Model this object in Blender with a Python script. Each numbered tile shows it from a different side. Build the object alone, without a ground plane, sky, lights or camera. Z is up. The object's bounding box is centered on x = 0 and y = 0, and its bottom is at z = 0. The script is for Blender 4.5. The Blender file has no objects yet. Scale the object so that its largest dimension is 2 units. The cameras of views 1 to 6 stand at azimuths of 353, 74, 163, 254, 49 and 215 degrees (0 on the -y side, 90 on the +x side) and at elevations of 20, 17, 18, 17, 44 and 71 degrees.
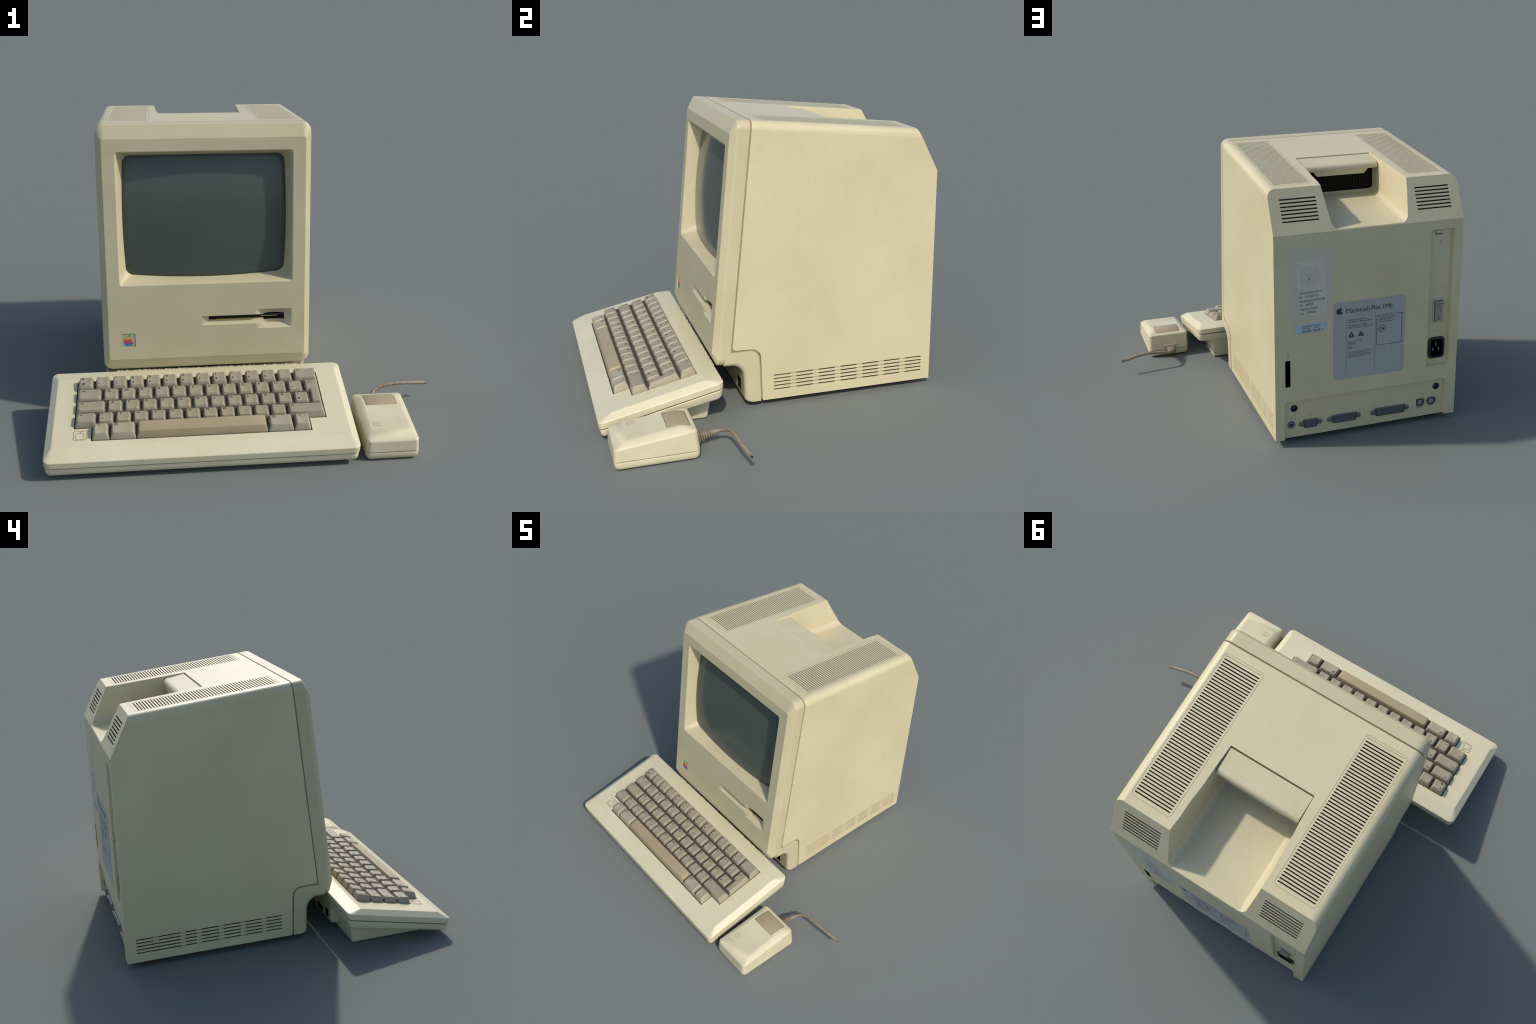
# A compact all-in-one desktop computer from the 1980s with its keyboard and mouse.
# Everything is built from profiles, lofts, hulls and rules; sizes in metres (object scaled to 2 m wide).
import bpy, bmesh, math, random
from math import sin, cos, pi, radians, atan, sqrt
from mathutils import Vector, Matrix
from mathutils.geometry import tessellate_polygon

random.seed(7)
SC = bpy.context.scene
COLL = SC.collection

# ------------------------------------------------------------------ materials
def srgb(r, g, b):
    f = lambda c: (c / 255 / 12.92) if c / 255 <= 0.04045 else ((c / 255 + 0.055) / 1.055) ** 2.4
    return (f(r), f(g), f(b), 1.0)

def new_mat(name):
    m = bpy.data.materials.new(name)
    m.use_nodes = True
    nt = m.node_tree
    return m, nt, nt.nodes['Principled BSDF']

def plastic(name, col, col2, rough=0.43, mottle=2.2, grain=420.0, bump=0.010, spec=0.5, speck=0.0):
    """moulded plastic: two close tones mottled by noise, a faint speckle and a fine grain bump"""
    m, nt, p = new_mat(name)
    N = nt.nodes; L = nt.links
    tc = N.new('ShaderNodeTexCoord')
    n1 = N.new('ShaderNodeTexNoise'); n1.inputs['Scale'].default_value = mottle
    n1.inputs['Detail'].default_value = 5; n1.inputs['Roughness'].default_value = 0.6
    L.new(tc.outputs['Object'], n1.inputs['Vector'])
    ramp = N.new('ShaderNodeValToRGB')
    ramp.color_ramp.elements[0].position = 0.34; ramp.color_ramp.elements[0].color = col2
    ramp.color_ramp.elements[1].position = 0.62; ramp.color_ramp.elements[1].color = col
    L.new(n1.outputs['Fac'], ramp.inputs['Fac'])
    n2 = N.new('ShaderNodeTexNoise'); n2.inputs['Scale'].default_value = 60
    n2.inputs['Detail'].default_value = 3
    L.new(tc.outputs['Object'], n2.inputs['Vector'])
    mr = N.new('ShaderNodeMapRange')
    mr.inputs['From Min'].default_value = 0.3; mr.inputs['From Max'].default_value = 0.7
    mr.inputs['To Min'].default_value = 0.975; mr.inputs['To Max'].default_value = 1.02
    L.new(n2.outputs['Fac'], mr.inputs['Value'])
    mx = N.new('ShaderNodeMix'); mx.data_type = 'RGBA'; mx.blend_type = 'MULTIPLY'
    mx.inputs['Factor'].default_value = 1.0
    L.new(ramp.outputs['Color'], mx.inputs[6]); L.new(mr.outputs['Result'], mx.inputs[7])
    out = mx.outputs[2]
    if speck > 0:
        v = N.new('ShaderNodeTexVoronoi'); v.inputs['Scale'].default_value = 7.0
        L.new(tc.outputs['Object'], v.inputs['Vector'])
        lt = N.new('ShaderNodeMath'); lt.operation = 'LESS_THAN'; lt.inputs[1].default_value = speck
        L.new(v.outputs['Distance'], lt.inputs[0])
        ms = N.new('ShaderNodeMath'); ms.operation = 'MULTIPLY'; ms.inputs[1].default_value = 0.35
        L.new(lt.outputs[0], ms.inputs[0])
        m2 = N.new('ShaderNodeMix'); m2.data_type = 'RGBA'
        L.new(ms.outputs[0], m2.inputs['Factor']); L.new(out, m2.inputs[6])
        m2.inputs[7].default_value = srgb(120, 95, 70)
        out = m2.outputs[2]
    L.new(out, p.inputs['Base Color'])
    n3 = N.new('ShaderNodeTexNoise'); n3.inputs['Scale'].default_value = grain
    n3.inputs['Detail'].default_value = 2
    L.new(tc.outputs['Object'], n3.inputs['Vector'])
    b = N.new('ShaderNodeBump'); b.inputs['Strength'].default_value = bump
    b.inputs['Distance'].default_value = 0.004
    L.new(n3.outputs['Fac'], b.inputs['Height']); L.new(b.outputs['Normal'], p.inputs['Normal'])
    p.inputs['Roughness'].default_value = rough
    p.inputs['Specular IOR Level'].default_value = spec
    return m

def flat(name, col, rough=0.6, metal=0.0, spec=0.4, vary=0.06):
    m, nt, p = new_mat(name)
    N = nt.nodes; L = nt.links
    tc = N.new('ShaderNodeTexCoord')
    n = N.new('ShaderNodeTexNoise'); n.inputs['Scale'].default_value = 35
    L.new(tc.outputs['Object'], n.inputs['Vector'])
    r = N.new('ShaderNodeValToRGB')
    r.color_ramp.elements[0].position = 0.35; r.color_ramp.elements[1].position = 0.65
    r.color_ramp.elements[0].color = tuple(c * (1 - vary) for c in col[:3]) + (1,)
    r.color_ramp.elements[1].color = tuple(min(1, c * (1 + vary)) for c in col[:3]) + (1,)
    L.new(n.outputs['Fac'], r.inputs['Fac']); L.new(r.outputs['Color'], p.inputs['Base Color'])
    p.inputs['Roughness'].default_value = rough
    p.inputs['Metallic'].default_value = metal
    p.inputs['Specular IOR Level'].default_value = spec
    return m

CASE_A, CASE_B = srgb(207, 195, 157), srgb(201, 187, 146)  # base tone darkened and yellowed towards the shading on the case sides
M_CASE = plastic('beige_plastic', CASE_A, CASE_B, speck=0.018)
M_BEZEL = plastic('beige_bezel_plastic', srgb(197, 186, 150), srgb(191, 179, 141), mottle=3.0)  # darker than the case: shade of the front face tinted in
M_KBCASE = plastic('beige_keyboard_plastic', srgb(210, 201, 168), srgb(205, 194, 159), mottle=3.5)
M_MOUSE = plastic('beige_mouse_plastic', srgb(210, 200, 166), srgb(205, 193, 157), mottle=5)
M_KEY = plastic('taupe_key_plastic', srgb(159, 148, 124), srgb(148, 137, 113), mottle=9, rough=0.42)
M_KEYLIGHT = plastic('grey_key_plastic', srgb(167, 157, 132), srgb(158, 148, 123), mottle=9, rough=0.42)
M_SPACE = plastic('tan_key_plastic', srgb(166, 149, 117), srgb(159, 142, 110), mottle=7, rough=0.45)
M_CABLE = plastic('taupe_cable_rubber', srgb(146, 131, 109), srgb(126, 112, 93), mottle=40, rough=0.55)
M_SEAM = flat('grimy_seam', srgb(156, 135, 102), 0.8)
M_SEAMD = flat('dark_grimy_seam', srgb(112, 90, 62), 0.8)
M_DARK = flat('vent_painted_dark', srgb(84, 74, 62), 0.9, spec=0.1)  # shallow slots coloured dark inside to give the unlit depth of the vents
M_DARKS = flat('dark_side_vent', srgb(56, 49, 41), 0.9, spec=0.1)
M_BLACK = flat('black_plastic', srgb(38, 39, 42), 0.45)
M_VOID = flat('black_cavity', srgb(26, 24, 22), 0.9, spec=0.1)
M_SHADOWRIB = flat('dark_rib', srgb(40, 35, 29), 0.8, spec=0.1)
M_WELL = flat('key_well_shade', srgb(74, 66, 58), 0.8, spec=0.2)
M_METAL = flat('dull_steel', srgb(150, 150, 150), 0.42, metal=0.85)
M_GREYPL = flat('grey_connector_plastic', srgb(88, 92, 100), 0.5)
M_INK = flat('dark_ink', srgb(62, 56, 52), 0.6)
M_INKK = flat('key_legend_ink', srgb(66, 62, 62), 0.6)
M_INKB = flat('faint_brown_line', srgb(158, 138, 106), 0.7)
M_INKE = flat('grimy_engraved_line', srgb(138, 116, 86), 0.7)
M_INKF = flat('faint_moulded_icon', srgb(176, 162, 128), 0.7)
M_INKO = flat('faint_orange_print', srgb(200, 184, 162), 0.7)
M_LABEL = flat('silver_label', srgb(165, 168, 163), 0.5, vary=0.02)
M_PAPER = flat('yellowed_paper', srgb(200, 197, 178), 0.7, vary=0.02)
M_TAPE = flat('clear_tape_grey', srgb(198, 190, 166), 0.5, vary=0.03)
M_BLUE = flat('pale_blue_sticker', srgb(174, 187, 194), 0.5, vary=0.05)
M_BADGE = flat('badge_plate', srgb(176, 168, 146), 0.4, vary=0.03)
M_PORTF = flat('pale_port_face', srgb(158, 158, 150), 0.6)
M_YELLOW = flat('brass_strip', srgb(196, 156, 70), 0.4, metal=0.4)
M_THUMB = plastic('tan_drive_door', srgb(196, 176, 140), srgb(186, 166, 130), mottle=8)
M_COPPER = flat('copper_wire', srgb(120, 80, 60), 0.5, metal=0.3)

def glass_material():
    m, nt, p = new_mat('grey_green_tube_glass')
    N = nt.nodes; L = nt.links
    tc = N.new('ShaderNodeTexCoord')
    n = N.new('ShaderNodeTexNoise'); n.inputs['Scale'].default_value = 2.5
    L.new(tc.outputs['Object'], n.inputs['Vector'])
    r = N.new('ShaderNodeValToRGB')
    r.color_ramp.elements[0].color = srgb(70, 77, 71); r.color_ramp.elements[1].color = srgb(82, 90, 84)
    L.new(n.outputs['Fac'], r.inputs['Fac']); L.new(r.outputs['Color'], p.inputs['Base Color'])
    # a thin film of dust makes the gloss uneven
    d = N.new('ShaderNodeTexNoise'); d.inputs['Scale'].default_value = 9; d.inputs['Detail'].default_value = 6
    L.new(tc.outputs['Object'], d.inputs['Vector'])
    mr = N.new('ShaderNodeMapRange'); mr.inputs['To Min'].default_value = 0.12; mr.inputs['To Max'].default_value = 0.24
    L.new(d.outputs['Fac'], mr.inputs['Value']); L.new(mr.outputs['Result'], p.inputs['Roughness'])
    p.inputs['Specular IOR Level'].default_value = 0.28
    return m
M_GLASS = glass_material()

def stripes_material(z0, z1):
    """six flat colour bands by height on the emblem"""
    m, nt, p = new_mat('rainbow_stripes')
    N = nt.nodes; L = nt.links
    tc = N.new('ShaderNodeTexCoord'); sp = N.new('ShaderNodeSeparateXYZ')
    L.new(tc.outputs['Object'], sp.inputs['Vector'])
    mr = N.new('ShaderNodeMapRange')
    mr.inputs['From Min'].default_value = z0; mr.inputs['From Max'].default_value = z1
    L.new(sp.outputs['Z'], mr.inputs['Value'])
    r = N.new('ShaderNodeValToRGB'); cr = r.color_ramp; cr.interpolation = 'CONSTANT'
    bands = [(0, (50, 122, 166)), (.155, (116, 82, 124)), (.27, (184, 76, 86)), (.43, (198, 94, 74)),
             (.56, (214, 160, 68)), (.70, (90, 152, 66))]
    while len(cr.elements) < len(bands): cr.elements.new(0.5)
    for e, (pos, c) in zip(cr.elements, bands):
        e.position = pos; e.color = srgb(*c)
    L.new(mr.outputs['Result'], r.inputs['Fac']); L.new(r.outputs['Color'], p.inputs['Base Color'])
    p.inputs['Roughness'].default_value = 0.35
    return m

# ------------------------------------------------------------------ object helpers
def thing(name, loc, label, category):
    e = bpy.data.objects.new(name, None)
    e.empty_display_size = 0.1
    e.location = loc
    COLL.objects.link(e)
    e['label'] = label; e['category'] = category
    return e

def link(me, name, parent, mat=None, mats=None):
    if mat is not None or mats:
        me.materials.clear()
        for m in (mats or [mat]): me.materials.append(m)
    o = bpy.data.objects.new(name, me)
    COLL.objects.link(o)
    if parent is not None: attach(o, parent)
    return o

def attach(o, parent):
    o.parent = parent
    bpy.context.view_layer.update()
    o.matrix_parent_inverse = parent.matrix_world.inverted()

def bm_mesh(bm, name='m', smooth=None):
    bmesh.ops.recalc_face_normals(bm, faces=bm.faces[:])
    me = bpy.data.meshes.new(name)
    bm.to_mesh(me); bm.free()
    if smooth is not None: shade(me, smooth)
    return me

def shade(me, deg):
    me.polygons.foreach_set('use_smooth', [True] * len(me.polygons))
    me.set_sharp_from_angle(angle=radians(deg))

def applied(o):
    """replace the object's mesh by its evaluated one"""
    bpy.context.view_layer.update()
    dg = bpy.context.evaluated_depsgraph_get()
    me = bpy.data.meshes.new_from_object(o.evaluated_get(dg))
    o.modifiers.clear()
    old = o.data; o.data = me
    bpy.data.meshes.remove(old)
    return o

def weighted(o, deg=35):
    shade(o.data, deg)
    m = o.modifiers.new('wn', 'WEIGHTED_NORMAL'); m.keep_sharp = True; m.weight = 60
    return applied(o)

def cut(o, cutter_me, self_int=False):
    c = bpy.data.objects.new('cutter', cutter_me); COLL.objects.link(c)
    b = o.modifiers.new('b', 'BOOLEAN'); b.operation = 'DIFFERENCE'; b.solver = 'EXACT'
    b.object = c; b.use_self = self_int; b.material_mode = 'TRANSFER'
    applied(o)
    bpy.data.objects.remove(c); bpy.data.meshes.remove(cutter_me)
    return o

def bevel_by_rule(o, rule, segs=3):
    """rule(edge midpoint, direction, dihedral angle, face normals) -> radius"""
    bm = bmesh.new(); bm.from_mesh(o.data); bm.normal_update()
    lay = bm.edges.layers.float.get('bevel_weight_edge') or bm.edges.layers.float.new('bevel_weight_edge')
    rs = {}
    for e in bm.edges:
        if len(e.link_faces) != 2: continue
        a = e.calc_face_angle(0.0)
        r = rule((e.verts[0].co + e.verts[1].co) / 2, (e.verts[1].co - e.verts[0].co).normalized(), a,
                 [f.normal for f in e.link_faces]) if a > 0.3 else 0
        if r > 0: rs[e] = r
    mx = max(rs.values())
    for e, r in rs.items(): e[lay] = r / mx
    bm.to_mesh(o.data); bm.free()
    m = o.modifiers.new('bv', 'BEVEL'); m.limit_method = 'WEIGHT'; m.width = mx; m.segments = segs
    m.use_clamp_overlap = True; m.harden_normals = False; m.offset_type = 'OFFSET'
    return applied(o)

def loft(bm, loops, cap0=True, cap1=True):
    rows = [[bm.verts.new(p) for p in lp] for lp in loops]
    n = len(rows[0])
    for a, b in zip(rows, rows[1:]):
        for i in range(n):
            j = (i + 1) % n
            bm.faces.new((a[i], a[j], b[j], b[i]))
    if cap0: bm.faces.new(list(reversed(rows[0])))
    if cap1: bm.faces.new(rows[-1])
    return rows

def rrect(x0, x1, y0, y1, r, nc=6, ns=0, bulge=(0, 0, 0, 0)):
    """rounded rectangle, counter-clockwise; ns points on each side; bulge = (left, right, bottom, top)"""
    out = []
    cs = [(x1 - r, y0 + r, -pi / 2), (x1 - r, y1 - r, 0), (x0 + r, y1 - r, pi / 2), (x0 + r, y0 + r, pi)]
    for k, (cx, cy, a0) in enumerate(cs):
        for i in range(nc + 1):
            a = a0 + pi / 2 * i / nc
            out.append((cx + r * cos(a), cy + r * sin(a)))
        if ns:
            p = out[-1]; nx = cs[(k + 1) % 4]
            q = (nx[0] + r * cos(nx[2]), nx[1] + r * sin(nx[2]))
            for i in range(1, ns + 1):
                t = i / (ns + 1)
                out.append((p[0] + (q[0] - p[0]) * t, p[1] + (q[1] - p[1]) * t))
    if any(bulge):
        cx, cy, hx, hy = (x0 + x1) / 2, (y0 + y1) / 2, (x1 - x0) / 2, (y1 - y0) / 2
        res = []
        for x, y in out:
            u, v = (x - cx) / hx, (y - cy) / hy
            bx = (bulge[0] if u < 0 else bulge[1]) * u * (1 - v * v)
            by = (bulge[2] if v < 0 else bulge[3]) * v * (1 - u * u)
            res.append((x + bx, y + by))
        out = res
    return out

def prism_x(prof, x0, x1):
    bm = bmesh.new()
    loft(bm, [[(x0, y, z) for y, z in prof], [(x1, y, z) for y, z in prof]])
    return bm

def hull(points):
    bm = bmesh.new()
    for p in points: bm.verts.new(p)
    res = bmesh.ops.convex_hull(bm, input=bm.verts[:])
    junk = list({v for v in res['geom_interior'] + res['geom_unused'] if isinstance(v, bmesh.types.BMVert)})
    if junk: bmesh.ops.delete(bm, geom=junk, context='VERTS')
    bmesh.ops.dissolve_limit(bm, angle_limit=radians(1.5), verts=bm.verts[:], edges=bm.edges[:])
    return bm

def rbox(x0, x1, y0, y1, z0, z1, r=0.004, axis='y', nc=4, edge=0.0015):
    """box with rounded corners about one axis and a small edge chamfer at both ends"""
    if axis == 'y':
        f = lambda a, b, c: (a, c, b); A = (x0, x1, z0, z1); D = (y0, y1)
    elif axis == 'z':
        f = lambda a, b, c: (a, b, c); A = (x0, x1, y0, y1); D = (z0, z1)
    else:
        f = lambda a, b, c: (c, a, b); A = (y0, y1, z0, z1); D = (x0, x1)
    L = []
    for ins, d in ((edge, D[0]), (0, D[0] + edge), (0, D[1] - edge), (edge, D[1])):
        L.append([f(a, b, d) for a, b in rrect(A[0] + ins, A[1] - ins, A[2] + ins, A[3] - ins, max(r - ins, 1e-4), nc)])
    bm = bmesh.new(); loft(bm, L)
    return bm

def join_bm(dst, src, mat_index=0):
    me = bpy.data.meshes.new('t'); 
    for f in src.faces: f.material_index = mat_index
    src.to_mesh(me); src.free()
    dst.from_mesh(me); bpy.data.meshes.remove(me)

def tube(path, rad, n=12, cap=True):
    """round tube along points; rad constant or list"""
    bm = bmesh.new(); P = [Vector(p) for p in path]; loops = []
    up = Vector((0, 0, 1)); prev = None
    for i, p in enumerate(P):
        t = (P[min(i + 1, len(P) - 1)] - P[max(i - 1, 0)]).normalized()
        if prev is None:
            a = t.cross(up)
            if a.length < 1e-4: a = t.cross(Vector((1, 0, 0)))
            a.normalize()
        else:
            a = (prev - t * prev.dot(t)).normalized()
        prev = a; b = t.cross(a)
        r = rad[i] if isinstance(rad, (list, tuple)) else rad
        loops.append([p + (a * cos(2 * pi * k / n) + b * sin(2 * pi * k / n)) * r for k in range(n)])
    loft(bm, loops, cap, cap)
    return bm

def catmull(pts, k=8):
    P = [Vector(p) for p in pts]; P = [P[0] * 2 - P[1]] + P + [P[-1] * 2 - P[-2]]
    out = []
    for i in range(1, len(P) - 2):
        a, b, c, d = P[i - 1:i + 3]
        for j in range(k):
            t = j / k
            out.append(0.5 * ((2 * b) + (c - a) * t + (2 * a - 5 * b + 4 * c - d) * t * t + (3 * b - a - 3 * c + d) * t ** 3))
    out.append(P[-2])
    return out

# ------------------------------------------------------------------ flat printing (text, strokes, fills) mapped on a frame
_glyph = {}
def text_tris(s, size, bold=0.0, spacing=1.0, sx=1.0):
    key = (s, round(size, 5), bold, spacing, sx)
    if key in _glyph: return _glyph[key]
    cu = bpy.data.curves.new('t', 'FONT'); cu.body = s; cu.size = size; cu.resolution_u = 2
    cu.space_character = spacing; cu.offset = bold
    o = bpy.data.objects.new('t', cu); COLL.objects.link(o)
    bpy.context.view_layer.update()
    dg = bpy.context.evaluated_depsgraph_get()
    me = bpy.data.meshes.new_from_object(o.evaluated_get(dg))
    me.calc_loop_triangles()
    V = [(v.co.x * sx, v.co.y) for v in me.vertices]; T = [tuple(t.vertices) for t in me.loop_triangles]
    bpy.data.objects.remove(o); bpy.data.curves.remove(cu); bpy.data.meshes.remove(me)
    _glyph[key] = (V, T)
    return V, T

class Print:
    def __init__(self): self.V = []; self.F = []
    def add(self, V, F, dx=0, dy=0, rot=0):
        b = len(self.V); c, s = cos(rot), sin(rot)
        self.V += [(x * c - y * s + dx, x * s + y * c + dy) for x, y in V]
        self.F += [tuple(i + b for i in f) for f in F]
    def text(self, s, x, y, size, bold=0.0, spacing=1.0, width=None, align='L', rot=0):
        V, T = text_tris(s, size, bold, spacing)
        if not V: return
        lo = min(v[0] for v in V); hi = max(v[0] for v in V)
        sx = width / (hi - lo) if width else 1.0
        off = {'L': -lo * sx, 'C': -(lo + hi) / 2 * sx, 'R': -hi * sx}[align]
        self.add([(a * sx + off, b) for a, b in V], T, x, y, rot)
    def fill(self, pts):
        tri = tessellate_polygon([[Vector((p[0], p[1], 0)) for p in pts]])
        self.add(pts, [tuple(t) for t in tri])
    def stroke(self, pts, w, closed=False):
        n = len(pts); P = [Vector(p) for p in pts]; L = []; R = []
        for i in range(n):
            a = P[i - 1] if (closed or i > 0) else P[i]
            b = P[(i + 1) % n] if (closed or i < n - 1) else P[i]
            d1 = (P[i] - a); d2 = (b - P[i])
            if d1.length < 1e-9: d1 = d2
            if d2.length < 1e-9: d2 = d1
            d1.normalize(); d2.normalize()
            n1 = Vector((-d1.y, d1.x)); n2 = Vector((-d2.y, d2.x))
            m = n1 + n2
            m = m.normalized() if m.length > 1e-6 else n1
            k = min(1 / max(m.dot(n1), 0.4), 2.0) * w / 2
            L.append(tuple(P[i] + m * k)); R.append(tuple(P[i] - m * k))
        F = []
        for i in range(n if closed else n - 1):
            j = (i + 1) % n
            F.append((i, j, n + j, n + i))
        self.add(L + R, F)
    def ring(self, x, y, r, w, n=28, a0=0, a1=2 * pi):
        full = abs(a1 - a0 - 2 * pi) < 1e-6
        m = n if full else n + 1
        self.stroke([(x + r * cos(a0 + (a1 - a0) * i / n), y + r * sin(a0 + (a1 - a0) * i / n)) for i in range(m)], w, full)
    def mesh(self, fn):
        me = bpy.data.meshes.new('print')
        me.from_pydata([fn(x, y) for x, y in self.V], [], self.F)
        me.update()
        return me

def frame(o, ax, ay, lift=0.0008):
    o, ax, ay = Vector(o), Vector(ax).normalized(), Vector(ay).normalized()
    an = ax.cross(ay)
    return lambda x, y: tuple(o + ax * x + ay * y + an * lift)

# outline of the bitten-fruit emblem: half-width about 0.5, height about 1.2 including the leaf
def fruit_outline(k=6):
    body = [(0.02, 0.33), (0.14, 0.38), (0.28, 0.385), (0.40, 0.31), (0.43, 0.26), (0.33, 0.16), (0.29, 0.02),
            (0.34, -0.13), (0.46, -0.22), (0.40, -0.38), (0.28, -0.53), (0.16, -0.55), (0.02, -0.50), (-0.12, -0.55),
            (-0.25, -0.53), (-0.37, -0.39), (-0.46, -0.18), (-0.47, 0.06), (-0.40, 0.27), (-0.26, 0.38), (-0.11, 0.375)]
    return smooth_closed(body, k)
def leaf_outline(k=5):
    return smooth_closed([(0.03, 0.42), (0.03, 0.53), (0.10, 0.64), (0.21, 0.71), (0.21, 0.58), (0.14, 0.47)], k)
def smooth_closed(P, k):
    out = []; n = len(P)
    for i in range(n):
        a, b, c, d = (Vector(P[(i + j) % n]) for j in (-1, 0, 1, 2))
        for j in range(k):
            t = j / k
            q = 0.5 * ((2 * b) + (c - a) * t + (2 * a - 5 * b + 4 * c - d) * t * t + (3 * b - a - 3 * c + d) * t ** 3)
            out.append((q.x, q.y))
    return out
def scaled(P, s, dx, dy): return [(x * s + dx, y * s + dy) for x, y in P]

# ================================================================== COMPUTER
XC = -0.2                      # centre plane of the computer
HW = 0.5375                    # half width
computer = thing('desktop_computer', (XC, 0.3, 0.0),
                 'boxy beige all-in-one computer with small tube screen', 'computer')

yf = lambda z: -0.185 + 0.106 * (z - 1.441)     # the leaning front plane
ztop = lambda y: 1.5098 - 0.0980 * (y + 0.15)     # the falling top plane
S = lambda x, z, d: (x, yf(z) + d, z)            # point at depth d behind the front plane

def sink(y, z):
    u, v = (y - 0.42) / 0.50, (z - 0.74) / 0.74
    return 0.0085 * max(0, 1 - u * u) * max(0, 1 - v * v)

# ---- rear case ----------------------------------------------------
def arc(cy, cz, r, a0, a1, n=6, rz=None):
    rz = rz or r
    return [(cy + r * cos(a0 + (a1 - a0) * i / n), cz + rz * sin(a0 + (a1 - a0) * i / n)) for i in range(n + 1)]

def build_case():
    D = 0.102
    yA = yf(1.498) + D
    zI = 0.3305
    prof = [(yA, ztop(yA)), (0.909, ztop(0.909)), (0.909, 0.033), (-0.043, 0.033), (-0.050, 0.262)]
    prof += arc(-0.105, 0.274, 0.055, 0.0, pi / 2, 6)[1:]
    prof += arc(yf(zI) + D + 0.018, zI + 0.018, 0.018, -pi / 2, -pi + 0.1, 4)
    bm = prism_x(prof, XC - HW, XC + HW)
    o = link(bm_mesh(bm), 'case', computer, M_CASE)
    # generous rounding of the two long top edges
    bevel_by_rule(o, lambda m, d, a, n: 0.043 if (abs(d.x) < .1 and m.z > 1.37 and abs(m.x - XC) > .5 and abs(d.z) < .3) else 0, 7)
    # sloping rear shoulder
    bm = bmesh.new(); bm.from_mesh(o.data)
    nrm = Vector((0, 0.2095, 0.108)).normalized()
    res = bmesh.ops.bisect_plane(bm, geom=bm.verts[:] + bm.edges[:] + bm.faces[:], plane_co=(0, 0.797, 1.4150), plane_no=nrm, clear_outer=True)
    ed = [e for e in res['geom_cut'] if isinstance(e, bmesh.types.BMEdge)]
    bmesh.ops.contextual_create(bm, geom=ed)
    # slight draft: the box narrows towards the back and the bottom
    for v in bm.verts:
        k = max(0, v.co.y) / 0.9
        v.co.x = XC + (v.co.x - XC) * (1 - 0.003 * k)
    for i in range(1, 8):
        for co, no in (((0, -0.08 + 0.98 * i / 8, 0), (0, 1, 0)), ((0, 0, 0.16 * i), (0, 0, 1))):
            bmesh.ops.bisect_plane(bm, geom=bm.verts[:] + bm.edges[:] + bm.faces[:], plane_co=co, plane_no=no)
    for v in bm.verts:
        if abs(v.co.x - XC) > HW - 0.004:
            v.co.x -= math.copysign(sink(v.co.y, v.co.z), v.co.x - XC)
    bmesh.ops.recalc_face_normals(bm, faces=bm.faces[:])
    bm.to_mesh(o.data); bm.free()
    # handle recess, open to the back
    def wall(y):  # extra half width per metre of height
        t = (y - 0.335) / (0.80 - 0.335)
        return 0.058 + 0.102 * max(0, min(1.3, t))
    loops = []
    for y, seat in ((0.3305, True), (0.4165, True), (0.4190, False), (0.4230, False), (0.4330, False), (0.4500, False), (0.64, False), (0.80, False), (0.905, False), (1.0, False)):
        zd = 1.204 + 0.130 * (0.905 - y) + 0.012 * max(0, 1 - (y - 0.419) / 0.031) ** 2; zt = 1.62; k = wall(y)
        zf = 1.392 if seat else zd
        hf = 0.209 + k * (zf - 1.204 - 0.075 * (0.905 - y)); r = 0.006 if seat else 0.032
        sec = []
        for sgn in (1, -1):
            pts = [(sgn * (hf + k * (zt - zf)), zt)]
            for i in range(6):
                a = pi / 2 * i / 5
                pts.append((sgn * (hf - r + r * cos(a) + k * r * (1 - sin(a))), zf + r - r * sin(a)))
            sec.append(pts)
        s = sec[0] + list(reversed(sec[1]))
        loops.append([(XC + x, y, z) for x, z in s])
    bm = bmesh.new(); loft(bm, loops)
    me = bm_mesh(bm); me.materials.append(M_CASE)
    cut(o, me)
    def rule(m, d, a, n):
        inrec = abs(m.x - XC) < 0.27 and m.y > 0.32 and m.z > 1.15
        if inrec:
            if m.z < 1.40 and m.y < 0.47: return 0
            if m.y < 0.345: return 0.003
            if abs(d.y) > .5 and m.z > 1.36: return 0.013
            if m.z > 1.39 or abs(d.x) < .7: return 0.006
            return 0.004
        if abs(d.z) > .8 and m.y > .85: return 0.013
        if m.z < .06 and abs(m.x - XC) > .5: return 0.012
        if m.y > .75: return 0.006
        return 0.005
    bevel_by_rule(o, rule, 3)
    # --- rear pockets
    yr = 0.909
    def box(x0, x1, z0, z1, y0, r, grow=0.0, y1=0.95, mat=M_CASE):
        bm = bmesh.new()
        L = [[(x, y, z) for x, z in rrect(x0 - g, x1 + g, z0 - g, z1 + g, r, 5)] for y, g in ((y0, 0), (yr, grow), (y1, grow))]
        loft(bm, L); me = bm_mesh(bm); me.materials.append(mat); return me
    cut(o, box(-0.686, -0.552, 0.350, 1.142, 0.886, 0.010, 0.004))
    cut(o, box(-0.672, 0.281, -0.1, 0.2585, 0.888, 0.022, 0.003))
    cut(o, box(0.2505, 0.2775, 0.350, 0.503, 0.86, 0.006, 0.001, mat=M_VOID))
    cut(o, box(-0.6385, -0.5057, 0.085, 0.143, 0.878, 0.006, 0.001))
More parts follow.
